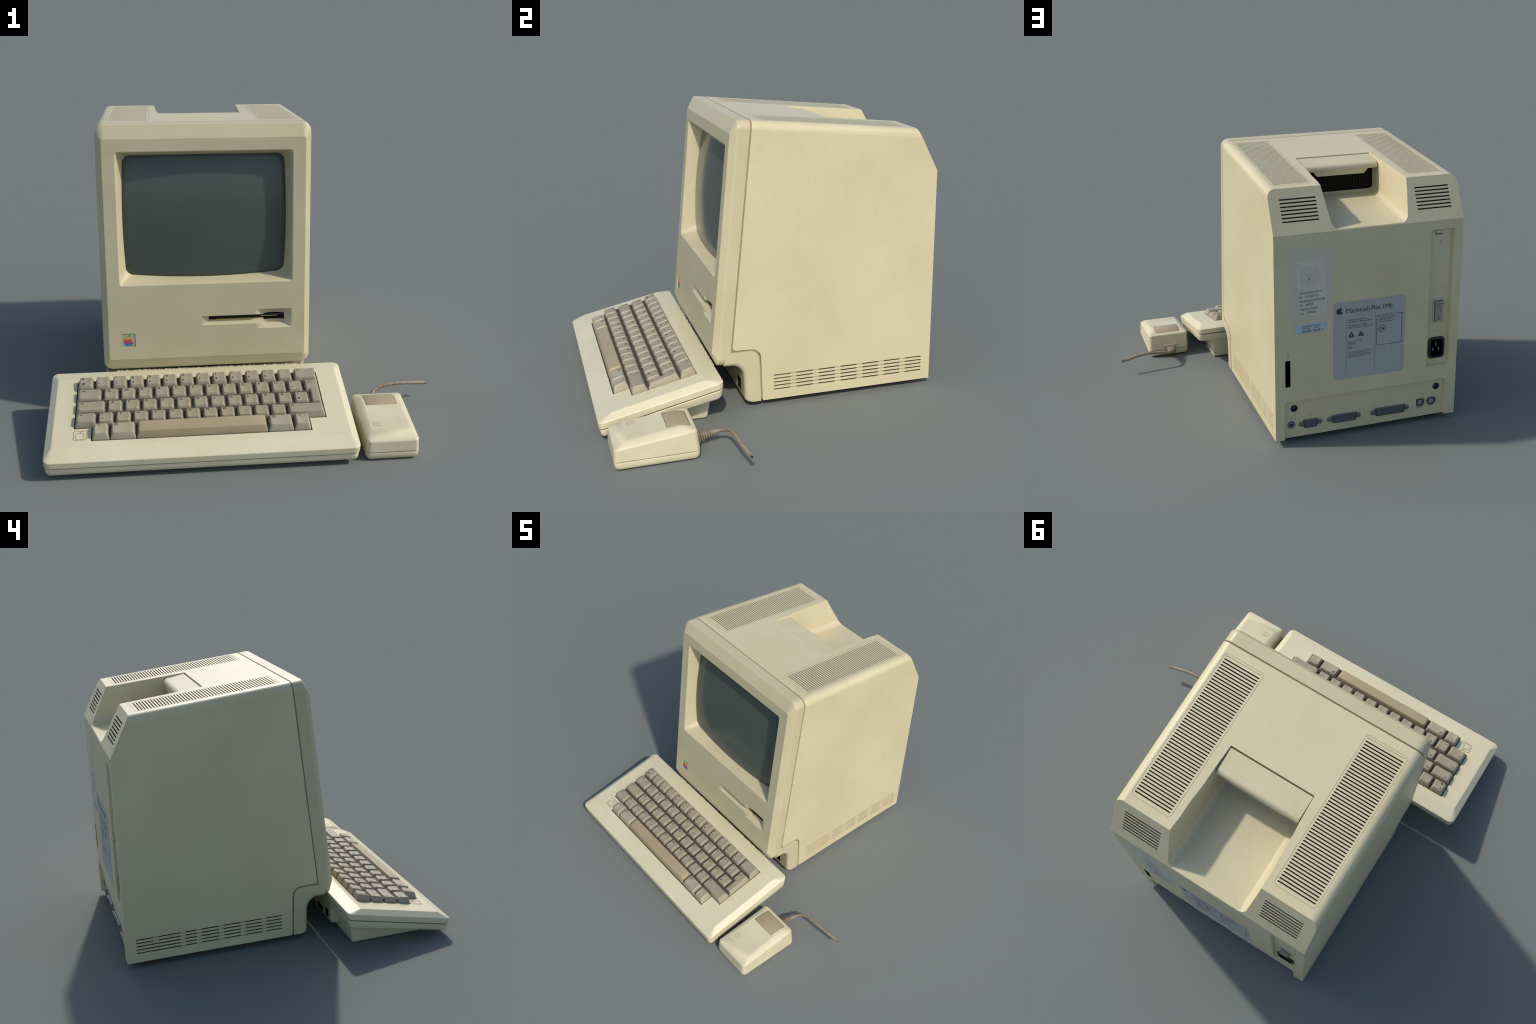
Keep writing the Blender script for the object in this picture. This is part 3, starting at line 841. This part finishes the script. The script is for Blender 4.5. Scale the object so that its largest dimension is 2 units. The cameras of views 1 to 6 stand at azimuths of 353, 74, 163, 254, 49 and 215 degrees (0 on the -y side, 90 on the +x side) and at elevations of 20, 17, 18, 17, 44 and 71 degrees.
def dsub(xa, xb, zc, ncol):
    """D-shaped connector: flange, shell, insert with pin rows, two hex posts"""
    L, R = min(xa, xb), max(xa, xb); cx = (L + R) / 2; hw = (R - L) / 2
    bm = bmesh.new()
    loft(bm, [[(x, y, z) for x, z in rrect(L - 0.014 + i, R + 0.014 - i, zc - 0.0155 + i, zc + 0.0155 - i, 0.012, 4)] for y, i in ((0.87, 0), (YB + 0.002, 0), (YB + 0.003, 0.001))])
    o = link(bm_mesh(bm, smooth=30), 'port_connector', computer, M_METAL)
    def dee(h, w, sl, y): return [(cx - w, y, zc + h), (cx + w, y, zc + h), (cx + w - sl, y, zc - h), (cx - w + sl, y, zc - h)]
    w = hw - 0.014
    bm = bmesh.new(); b = [(0.0235, w + 0.003), (0.0215, w)]
    loft(bm, [dee(0.0245, w + 0.003, 0.008, 0.87), dee(0.0245, w + 0.003, 0.008, YB + 0.004), dee(0.0215, w, 0.007, YB + 0.006), dee(0.0205, w - 0.001, 0.007, YB + 0.013), dee(0.0185, w - 0.003, 0.007, YB + 0.013), dee(0.0185, w - 0.003, 0.007, YB + 0.004)])
    s = link(bm_mesh(bm), 'connector_shell', o, M_METAL); bevel_by_rule(s, lambda m, d, a, n: 0.004 if abs(d.y) > .7 else 0, 3); shade(s.data, 35)
    bm = bmesh.new(); loft(bm, [dee(0.0178, w - 0.0037, 0.0066, 0.87), dee(0.0178, w - 0.0037, 0.0066, YB + 0.0095)])
    link(bm_mesh(bm), 'connector_insert', o, M_GREYPL)
    pins = Print()
    for row in (0, 1):
        n = ncol - row
        for i in range(n):
            x = (i - (n - 1) / 2) * (2 * w - 0.020) / (ncol - 1)
            z = 0.0065 if row == 0 else -0.0065
            pins.fill([(-cx + x + 0.0021 * cos(k * pi / 4), zc + z + 0.0021 * sin(k * pi / 4)) for k in range(8)])
    pm = link(pins.mesh(RF(0, 0, YB + 0.0095)), 'pin_holes', o, M_VOID); pm['kind'] = 'stuff'
    for x in (L, R):
        link(bm_mesh(pipe(x, zc, 0.0085, 0.0045, 0.87, YB + 0.010, 12), smooth=30), 'hex_post', o, M_METAL)
        link(bm_mesh(disc(x, zc, 0.0045, 0.87, YB + 0.001, 12)), 'post_hole', o, M_VOID)
dsub(0.185, 0.0745, 0.1045, 5); dsub(0.0195, -0.1535, 0.1050, 10); dsub(-0.2388, -0.4468, 0.1043, 13)
for x in (-0.5335, -0.6025):
    o = link(bm_mesh(pipe(x, 0.1165, 0.0275, 0.0225, 0.87, 0.8825), smooth=30), 'round_port', computer, M_GREYPL)
    link(bm_mesh(pipe(x, 0.1165, 0.0222, 0.0188, 0.87, 0.8845), smooth=30), 'port_ring', o, M_BLACK)
    link(bm_mesh(disc(x, 0.1165, 0.0170, 0.86, 0.8800), smooth=30), 'port_face', o, M_PORTF)
    ph = Print()
    for px, pz in [(a * .0075, b) for b, r in ((0.008, (-1, 0, 1)), (0.0, (-1.2, 0, 1.2)), (-0.008, (-.6, .6))) for a in r]:
        ph.fill([(-x + px + 0.0021 * cos(k * pi / 4), 0.1165 + pz + 0.0021 * sin(k * pi / 4)) for k in range(8)])
    ph.fill([(-x - 0.005, 0.131), (-x + 0.005, 0.131), (-x + 0.005, 0.136), (-x - 0.005, 0.136)])
    link(ph.mesh(RF(0, 0, 0.8800)), 'port_holes', o, M_VOID)['kind'] = 'stuff'

# ---- short rubber feet that carry the box
for x in (XC - 0.44, XC + 0.44):
    for y in (0.02, 0.82):
        bm = bmesh.new(); n = 20
        loft(bm, [[(x + r * cos(2 * pi * k / n), y + r * sin(2 * pi * k / n), z) for k in range(n)] for r, z in ((0.026, 0.0), (0.030, 0.006), (0.030, 0.036))])
        link(bm_mesh(bm, smooth=30), 'rubber_foot', computer, M_BLACK)

# ================================================================== KEYBOARD
keyboard = thing('computer_keyboard', (-0.2555, -0.6, 0.0), 'low sloping beige keyboard with taupe keys', 'keyboard')
KX0, KX1 = -1.0, 0.491
zs = lambda y: 0.0645 + 0.2190 * (y + 0.906)       # seam
ze = lambda y: 0.1005 + 0.2190 * (y + 0.910)      # outer top edge
zk = lambda y: 0.1480 + 0.2200 * (y + 0.810)      # key plane
zb = lambda y: 0.0255 + 0.2030 * (y + 0.900)      # underside
def kloop(x0, x1, y0, y1, r, fn): return [(x, y, fn(y)) for x, y in rrect(x0, x1, y0, y1, r, 7)]
def build_upper():
    L = [kloop(KX0 + .004, KX1 - .003, -.9070, -.2865, .030, lambda y: zs(y) + .0032), kloop(KX0 + .001, KX1, -.9105, -.2845, .031, lambda y: zs(y) + .006),
         kloop(KX0, KX1 + .001, -.9135, -.2850, .031, lambda y: ze(y) - .0035), kloop(KX0 + .001, KX1, -.9125, -.2865, .030, lambda y: ze(y) - .0008),
         kloop(KX0 + .0035, KX1 - .0025, -.9090, -.2905, .028, lambda y: ze(y) + .0022)]
    L += [kloop(KX0 + .033, KX1 - .033, -.8510, -.3640, .008, lambda y: zk(y) - .0016), kloop(KX0 + .0365, KX1 - .0365, -.8460, -.3690, .006, lambda y: zk(y) - .0002),
          kloop(KX0 + .042, KX1 - .042, -.8400, -.3760, .004, zk)]
    bm = bmesh.new(); loft(bm, L)
    o = link(bm_mesh(bm), 'keyboard_top_shell', keyboard, M_KBCASE)
    return o
U = 0.0837
KL = -0.8625                                        # left edge of the key field
TH = atan(0.22); CT, ST = cos(TH), sin(TH)
KM = Matrix(((1, 0, 0, 0), (0, CT, -ST, -0.81), (0, ST, CT, 0.148), (0, 0, 0, 1)))
VR = {r: 0.0445 + (5 - r) * 0.0843 for r in range(1, 6)}
kup = build_upper()
def well_cutter():
    e = 0.0035
    P = [(KL + 1 * U - e, -0.002), (KL + 13.5 * U + e, -0.002), (KL + 13.5 * U + e, VR[4] - .0422 - .003), (KL + 14.5 * U + e, VR[4] - .0422 - .003),
         (KL + 14.5 * U + e, VR[1] + .0422 + .002), (KL - e, VR[1] + .0422 + .002), (KL - e, VR[4] - .0422 - .003), (KL + 1 * U - e, VR[4] - .0422 - .003)]
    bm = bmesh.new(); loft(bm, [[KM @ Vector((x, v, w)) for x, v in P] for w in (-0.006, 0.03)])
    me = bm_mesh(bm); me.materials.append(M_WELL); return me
cut(kup, well_cutter()); weighted(kup, 30)
bm = bmesh.new()
loft(bm, [kloop(KX0 + .018, KX1 - .018, -.887, -.308, .02, lambda y: zb(y) - .002), kloop(KX0 + .011, KX1 - .011, -.896, -.299, .022, lambda y: zb(y) + .001), kloop(KX0 + .006, KX1 - .006, -.902, -.291, .026, lambda y: zb(y) + .010),
          kloop(KX0 + .004, KX1 - .003, -.9055, -.2860, .03, lambda y: zs(y) - .0055), kloop(KX0 + .006, KX1 - .005, -.9040, -.2885, .028, lambda y: zs(y) - .0030)])
link(bm_mesh(bm, smooth=40), 'keyboard_base', keyboard, M_KBCASE)
bm = bmesh.new()
loft(bm, [kloop(KX0 + .013, KX1 - .012, -.897, -.295, .025, lambda y: zs(y) - .008), kloop(KX0 + .013, KX1 - .012, -.897, -.295, .025, lambda y: zs(y) + .008)])
link(bm_mesh(bm, smooth=40), 'keyboard_seam', keyboard, M_SEAMD)
# wedge stand under the back
W = []
for x in (-0.888, 0.382):
    for y, z in ((-0.352, 0.0), (-0.800, 0.0)): W.append((x, y, z))
for x in (-0.900, 0.396):
    for y, z in ((-0.330, 0.145), (-0.840, 0.04)): W.append((x, y, z))
bm = hull(W); o = link(bm_mesh(bm), 'wedge_stand', keyboard, M_KBCASE)
bevel_by_rule(o, lambda m, d, a, n: 0.010, 3); weighted(o, 40)
me = bm_mesh(rbox(-0.71, -0.44, -0.40, -0.296, 0.047, 0.155, 0.012, 'y', 4, 0.008), smooth=40)
hs = link(me, 'cable_socket_housing', keyboard, M_KBCASE)
link(bm_mesh(rbox(-0.66, -0.615, -0.30, -0.2945, 0.062, 0.115, 0.003)), 'cable_socket', hs, M_VOID)
link(bm_mesh(rbox(-0.57, -0.48, -0.30, -0.2945, 0.062, 0.095, 0.003)), 'cable_socket', hs, M_VOID)

def dark_key_gap_plate():
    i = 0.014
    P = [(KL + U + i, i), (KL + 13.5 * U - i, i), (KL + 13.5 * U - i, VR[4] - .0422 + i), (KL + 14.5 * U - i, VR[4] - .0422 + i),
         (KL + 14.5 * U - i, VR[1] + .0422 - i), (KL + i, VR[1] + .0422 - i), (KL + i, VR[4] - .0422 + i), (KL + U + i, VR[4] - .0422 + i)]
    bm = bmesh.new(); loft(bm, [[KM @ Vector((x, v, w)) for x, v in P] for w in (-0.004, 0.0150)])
    link(bm_mesh(bm), 'dark_key_gap_plate', keyboard, M_WELL)
dark_key_gap_plate()

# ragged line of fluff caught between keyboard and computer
bm = bmesh.new(); rg = random.Random(11); top, bot = [], []
n = 150
for i in range(n + 1):
    x = -0.672 + 0.945 * i / n
    h = 0.2395 + 0.005 * rg.random()
    top.append((x, -0.2885 + 0.003 * rg.random(), h)); bot.append((x, -0.2965, 0.2325))
V1 = [bm.verts.new(p) for p in bot]; V2 = [bm.verts.new(p) for p in top]; V3 = [bm.verts.new((p[0], p[1] + 0.006, p[2] - 0.02)) for p in top]
for i in range(n):
    bm.faces.new((V1[i], V1[i + 1], V2[i + 1], V2[i])); bm.faces.new((V2[i], V2[i + 1], V3[i + 1], V3[i]))
fl = link(bm_mesh(bm), 'dust_fluff', keyboard, flat('pale_dust', srgb(170, 156, 130), 0.9, vary=0.3)); fl['kind'] = 'stuff'

# ---- keys: tapering caps with dished tops, sculpted by row
# row: (height of top centre above the plane, tilt of the top, front inset, back inset)
ROW = {1: (0.0370, radians(6), 0.0150, 0.0070), 2: (0.0315, radians(3), 0.0145, 0.0080), 3: (0.0300, radians(1), 0.0140, 0.0085),
       4: (0.0340, radians(-3), 0.0115, 0.0100), 5: (0.0370, radians(4), 0.0125, 0.0080)}
SIDE = 0.0118
def key_shape(w, row, dish=True):
    h, tl, fi, bi = ROW[row]
    hw = w * U / 2 - 0.0013; hd = 0.0843 / 2 - 0.0013
    y0, y1 = -hd + fi, hd - bi; yc = (y0 + y1) / 2; thw = hw - SIDE
    def topz(x, y):
        dz = 0.0030 * (1 - min(1, (x / thw) ** 2)) if dish else -0.002 * (abs((y - yc) / (y1 - yc)) ** 2)
        return h + (y - yc) * math.tan(tl) - dz + 0.0012
    return hw, hd, y0, y1, yc, thw, topz
def key_mesh(w, row, dish=True):
    hw, hd, y0, y1, yc, thw, topz = key_shape(w, row, dish)
    nc, ns = 4, 6
    base = lambda i, z: [(x, y, z) for x, y in rrect(-hw + i, hw - i, -hd + i, hd - i, 0.006, nc, ns)]
    def top(i, dz): return [(x, y, topz(x, y) + dz) for x, y in rrect(-thw + i, thw - i, y0 + i, y1 - i, max(0.0075 - i * .5, .002), nc, ns)]
    bm = bmesh.new()
    L = [base(0, -0.008), base(0.0004, 0.003), top(-0.0022, -0.0058), top(-0.0008, -0.0026), top(0.0012, -0.0007), top(0.0036, 0)]
    P = top(0.0036, 0)
    for s in (0.75, 0.5, 0.25):
        L.append([(x * s, yc + (y - yc) * s, topz(x * s, yc + (y - yc) * s)) for x, y, _ in P])
    rows = loft(bm, L, True, False)
    c = bm.verts.new((0, yc, topz(0, yc))); r = rows[-1]
    for i in range(len(r)): bm.faces.new((r[i], r[(i + 1) % len(r)], c))
    return bm_mesh(bm, smooth=48)

def sym(pr, kind, x, y, s):
    """key symbols drawn with strokes"""
    w = s * 0.14
    if kind == 'tab': pr.stroke([(x, y), (x + s * 1.1, y)], w); pr.stroke([(x + s * .7, y + s * .28), (x + s * 1.1, y), (x + s * .7, y - s * .28)], w); pr.stroke([(x + s * 1.3, y - s * .4), (x + s * 1.3, y + s * .4)], w)
    elif kind == 'back': pr.stroke([(x, y), (x + s * 1.3, y)], w); pr.stroke([(x + s * .4, y + s * .3), (x, y), (x + s * .4, y - s * .3)], w)
    elif kind == 'shift': pr.stroke([(x + s * px, y + s * py) for px, py in ((.3, -.5), (.8, -.5), (.8, -.05), (1.1, -.05), (.55, .5), (0, -.05), (.3, -.05))], w * .8, True)
    elif kind == 'enter': pr.stroke([(x + s * 1.2, y + s * .5), (x + s * 1.2, y - s * .1), (x, y - s * .1)], w); pr.stroke([(x + s * .4, y + s * .2), (x, y - s * .1), (x + s * .4, y - s * .4)], w)
    elif kind == 'opt': pr.stroke([(x, y + s * .35), (x + s * .35, y + s * .35), (x + s * .85, y - s * .35), (x + s * 1.3, y - s * .35)], w); pr.stroke([(x + s * .75, y + s * .35), (x + s * 1.3, y + s * .35)], w)
    elif kind == 'cmd':
        c = (x + s * .6, y); q = s * .22
        pr.stroke([(c[0] - q, c[1] - q), (c[0] + q, c[1] - q), (c[0] + q, c[1] + q), (c[0] - q, c[1] + q)], w * .8, True)
        for a in (-1, 1):
            for b in (-1, 1): pr.ring(c[0] + a * q * 1.75, c[1] + b * q * 1.75, q * .75, w * .8, 10)

_km = {}; _leg = 0
def place_key(w, row, u0, name='key', mat=None, legend=(), dish=True):
    k = (w, row, dish, mat.name)
    if k not in _km:
        me = key_mesh(w, row, dish); me.materials.append(mat); _km[k] = me
    o = bpy.data.objects.new(name, _km[k]); COLL.objects.link(o)
    loc = Matrix.Translation((KL + (u0 + w / 2) * U, VR[row], random.uniform(-.0008, .0006)))
    wob = Matrix.Rotation(random.uniform(-.006, .006), 4, 'Z')
    o.matrix_world = KM @ loc @ wob
    attach(o, keyboard)
    if legend:
        hw, hd, y0, y1, yc, thw, topz = key_shape(w, row, dish)
        s = 0.0205; x = -thw + 0.0075; bm = bmesh.new()
        for n_, (dx, dy) in enumerate(((0, 0), (0.0007, 0), (0, 0.0006), (0.0007, 0.0006))):   # layered passes thicken the print
            pr = Print()
            if isinstance(legend, str):
                if len(legend) > 1:
                    if n_ == 0: sym(pr, legend, x, y1 - 0.012, 0.0155)
                else: pr.text(legend, x + 0.002 + dx, y1 - 0.0205 + dy, s)
            else:
                up, lo = legend
                pr.text(up, x + dx, y1 - 0.0190 + dy, 0.0185); pr.text(lo, x + dx, y0 + 0.0080 + dy, 0.0195)
            if pr.V:
                tm = pr.mesh(lambda a, b: (a, b, topz(a, b) + 0.0007 + 0.00012 * n_)); bm.from_mesh(tm); bpy.data.meshes.remove(tm)
        lm = bpy.data.meshes.new('legend'); bm.to_mesh(lm); bm.free(); lm.materials.append(M_INKK)
        lo_ = bpy.data.objects.new('key_legend', lm); COLL.objects.link(lo_)
        lo_.parent = o
    return o
MK = M_KEY
u = 0
for lg in (('\u20ac', '@'), ('!', '1'), ('"', '2'), ('\u00a7', '3'), ('$', '4'), ('%', '5'), ('&', '6'), ('/', '7'), ('(', '8'), (')', '9'), ('=', '0'), ('?', '\u00df'), ('`', '\u00b4')):
    place_key(1, 1, u, mat=MK, legend=lg); u += 1
place_key(1.5, 1, 13, mat=MK, legend='back')
place_key(1.5, 2, 0, mat=MK, legend='tab')
for i, c in enumerate('QWERTZUIOP\u00dc'): place_key(1, 2, 1.5 + i, mat=MK, legend=c)
place_key(1, 2, 12.5, mat=MK, legend=('*', '+'))
place_key(1.75, 3, 0, mat=MK, legend='shift')
for i, c in enumerate('ASDFGHJKL\u00d6\u00c4'): place_key(1, 3, 1.75 + i, mat=MK, legend=c)
place_key(1, 3, 12.75, mat=MK, legend=('^', '#'))
place_key(1.25, 4, 0, mat=MK, legend='shift')
place_key(1, 4, 1.25, mat=MK, legend=('>', '<'))
for i, c in enumerate('YXCVBNM'): place_key(1, 4, 2.25 + i, mat=MK, legend=c)
for i, c in enumerate(((';', ','), (':', '.'), ('_', '-'))): place_key(1, 4, 9.25 + i, mat=MK, legend=c)
place_key(2.25, 4, 12.25, mat=MK, legend='shift')
place_key(1, 5, 1, mat=M_KEYLIGHT, legend='opt'); place_key(1.5, 5, 2, mat=M_KEYLIGHT, legend='cmd')
place_key(7.5, 5, 3.5, 'space_bar', M_SPACE, (), False)
place_key(1.5, 5, 11, mat=M_KEYLIGHT, legend='cmd'); place_key(1, 5, 12.5, mat=M_KEYLIGHT, legend='opt')
# two-row return key: an L-shaped cap
def enter_key():
    g = 0.0013
    xa, xb, xc = KL + 13.5 * U + g, KL + 13.75 * U + g, KL + 14.5 * U - g
    va, vb, vc = VR[3] - .04215 + g, VR[2] - .04215, VR[2] + .04215 - g
    def ell(s, f, b): return [(xa + s, vb + f), (xb + s, vb + f), (xb + s, va + f), (xc - s, va + f), (xc - s, vc - b), (xa + s, vc - b)]
    topw = lambda v: 0.0285 + (v - vb) * 0.07
    bm = bmesh.new()
    loft(bm, [[(x, v, -0.019) for x, v in ell(0, 0, 0)], [(x, v, 0) for x, v in ell(.0004, .0004, .0004)], [(x, v, topw(v)) for x, v in ell(SIDE, .0145, .009)]])
    me = bm_mesh(bm); o = bpy.data.objects.new('return_key', me); COLL.objects.link(o); me.materials.append(MK)
    bevel_by_rule(o, lambda m, d, a, n: 0.0045 if m.z > 0.005 else 0, 3)
    weighted(o, 45)
    o.matrix_world = KM.copy(); attach(o, keyboard)
    pr = Print(); sym(pr, 'enter', xa + SIDE + .012, vc - .024, 0.0135)
    lm = pr.mesh(lambda x, v: (x, v, topw(v) + 0.0008)); lm.materials.append(M_INKK)
    lo_ = bpy.data.objects.new('key_legend', lm); COLL.objects.link(lo_); lo_.parent = o
enter_key()
# moulded emblem beside the option key
def outline_emblem(parent, fn, hw, hh, fs, mat, w=0.0016):
    pr = Print()
    pr.stroke([(x, y) for x, y in rrect(-hw, hw, -hh, hh, 0.006, 4)], w * 1.3, True)
    pr.stroke(scaled(fruit_outline(4), fs, -0.001, -0.003), w, True); pr.stroke(scaled(leaf_outline(4), fs, -0.001, -0.003), w, True)
    link(pr.mesh(fn), 'emblem_outline', parent, mat)
ey = -0.7725; ex = -0.834
outline_emblem(keyboard, frame((ex, ey, zk(ey)), (1, 0, 0), (0, CT, ST), 0.0006), 0.0315, 0.0295, 0.0460, M_INKE, 0.0021)

# ================================================================== MOUSE
mouse = thing('computer_mouse', (0.657, -0.675, 0.0), 'boxy beige single-button mouse with short cut cable', 'mouse')
MX0, MX1 = 0.526, 0.789
ZM = 0.0440
mt = lambda y: 0.1590 + 0.120 * (y + 0.620)
mr_ = lambda y: mt(-0.557) - 0.235 * (y + 0.557)
side_top = lambda y: 0.1035 + (0.1490 - 0.1035) * (y + 0.875) / 0.389
pts = [(x, y, ZM + .0025) for x, y in rrect(MX0 + .0005, MX1 - .0005, -.8785, -.4735, .022, 5)]
pts += [(x, y, side_top(y)) for x, y in rrect(MX0 + .003, MX1 - .003, -.8755, -.4850, .022, 5)]
for y in (-0.816, -0.557): pts += [(0.5605, y, mt(y)), (0.7545, y, mt(y))]
bm = hull(pts); mtop = link(bm_mesh(bm), 'mouse_top_shell', mouse, M_MOUSE)
def mrule(m, d, a, n):
    if m.z < ZM + .004 or abs(d.z) > .8: return 0
    if m.z > .13 and abs(d.x) > .9 and -.83 < m.y < -.54: return 0.010
    return 0.007
bevel_by_rule(mtop, mrule, 4)
# button pocket wrapped over the crest
BX0, BX1, BY0, BY1 = 0.5755, 0.7345, -0.6205, -0.5080
crest = lambda y, off: (mt(y) if y < -0.565 else (mr_(y) if y > -0.549 else (lambda t: mt(-0.565) * (1 - t) + mr_(-0.549) * t + 0.0010 * 4 * t * (1 - t))((y + 0.565) / 0.016))) + off
def wrapped(x0, x1, y0, y1, lo, hi, crown=0.0):
    ys = [y0, y0 + .004] + [-0.60 + 0.01 * i for i in range(9)] + [y1 - .004, y1]
    bm = bmesh.new(); L = []
    for i, y in enumerate(ys):
        e = 0.0035 if i in (0, len(ys) - 1) else 0
        k = 0.0015 if e else 0
        L.append([(x0 + e, y, crest(y, lo)), (x0 + e, y, crest(y, hi - k - .001)), (x0 + e + .002, y, crest(y, hi - k)), (x1 - e - .002, y, crest(y, hi - k)), (x1 - e, y, crest(y, hi - k - .001)), (x1 - e, y, crest(y, lo))])
    loft(bm, L); return bm
me = bm_mesh(wrapped(BX0, BX1, BY0, BY1, -0.006, 0.03)); me.materials.append(M_WELL); cut(mtop, me); weighted(mtop, 35)
link(bm_mesh(wrapped(BX0 + .0024, BX1 - .0024, BY0 + .0024, BY1 - .0024, -0.008, 0.0012), smooth=35), 'mouse_button', mouse, M_SPACE)
bm = bmesh.new()
ml = lambda i, z, r: [(x, y, z) for x, y in rrect(MX0 + i, MX1 - i, -.8785 + i, -.4735 - i, r, 6)]
loft(bm, [ml(.014, .004, .018), ml(.008, .006, .02), ml(.003, .014, .022), ml(.0005, ZM - .006, .022), ml(.002, ZM - .002, .021)])
link(bm_mesh(bm, smooth=40), 'mouse_base', mouse, M_MOUSE)
bm = bmesh.new(); loft(bm, [ml(.005, ZM - .006, .018), ml(.005, ZM + .006, .018)])
link(bm_mesh(bm, smooth=40), 'mouse_seam', mouse, M_SEAMD)
my = -0.773; mth = atan(.12)
outline_emblem(mouse, frame((0.5935, my, mt(my)), (1, 0, 0), (0, cos(mth), sin(mth)), 0.0006), 0.0165, 0.0165, 0.0215, M_INKB, 0.0011)
for x in (0.57, 0.745):
    for y in (-0.845, -0.51):
        link(bm_mesh(rbox(x - .012, x + .012, y - .012, y + .012, 0.0, 0.006, .006, 'z')), 'glide_pad', mouse, M_BLACK)
# cable exit: raised collar, stepped strain relief, cable with a torn end
cxm = 0.6515
bm = rbox(cxm - .046, cxm + .046, -.480, -.4655, 0.014, 0.083, 0.008, 'y', 4, 0.003)
link(bm_mesh(bm, smooth=40), 'cable_collar', mouse, M_MOUSE)
path = [Vector(p) for p in ((0.6505, -0.470, 0.0475), (0.6500, -0.435, 0.0533), (0.6560, -0.402, 0.0620), (0.6680, -0.3680, 0.0710), (0.6840, -0.3400, 0.0810), (0.7200, -0.3200, 0.0945),
                                (0.7650, -0.3155, 0.1030), (0.8200, -0.3115, 0.1080), (0.8900, -0.3040, 0.1030), (0.9500, -0.2920, 0.0945), (0.9920, -0.2840, 0.0900))]
cp = catmull(path, 8)
link(bm_mesh(rbox(cxm - .036, cxm + .036, -.472, -.457, 0.022, 0.074, 0.004, 'y', 3, 0.003), smooth=40), 'strain_relief_block', mouse, M_CABLE)
for i in range(7):
    t = 3 + i * 3.0; k = int(t); p = cp[k]; d = (cp[k + 1] - cp[k - 1]).normalized()
    w = 0.030 - 0.0024 * i; h = 0.024 - 0.0016 * i; th = 0.0042
    ax = d.cross(Vector((0, 0, 1))).normalized(); az = ax.cross(d)
    bm = bmesh.new()
    loft(bm, [[p + ax * a + az * b + d * s for a, b in rrect(-w + q, w - q, -h + q, h - q, 0.008, 3)] for s, q in ((-th, .0025), (-th * .5, 0), (th * .5, 0), (th, .0025))])
    link(bm_mesh(bm, smooth=50), 'strain_relief_ring', mouse, M_CABLE)
rnd = random.Random(3)
rads = [0.0125 if i < 26 else 0.0092 + 0.0007 * sin(i * 1.3) for i in range(len(cp))]
b = tube(cp, rads, 14, False)
link(bm_mesh(b, smooth=60), 'mouse_cable', mouse, M_CABLE)
# torn sheath strips and wire ends
bm = bmesh.new(); e = cp[-1]
for i in range(6):
    a = 2 * pi * i / 6 + 0.3; l = 0.008 * (0.35 + 0.65 * abs(sin(i * 1.9)))
    c, s = cos(a), sin(a)
    q = [e + Vector((-0.004, c * .0085 * 1.0, s * .0085)), e + Vector((l, c * .010, s * .010))]
    join_bm(bm, tube(q, [0.0034, 0.0012], 6))
link(bm_mesh(bm, smooth=50), 'torn_sheath', mouse, M_CABLE)
bm = bmesh.new()
for i in range(4):
    a = 2 * pi * i / 4
    q = [e + Vector((-0.01, cos(a) * .004, sin(a) * .004)), e + Vector((0.006, cos(a) * .0045, sin(a) * .0045))]
    join_bm(bm, tube(q, 0.0021, 6))
link(bm_mesh(bm, smooth=50), 'wire_end', mouse, M_COPPER)

# leave only the object
for o in list(bpy.data.objects):
    if o.type == 'FONT': bpy.data.objects.remove(o)
bpy.context.view_layer.update()
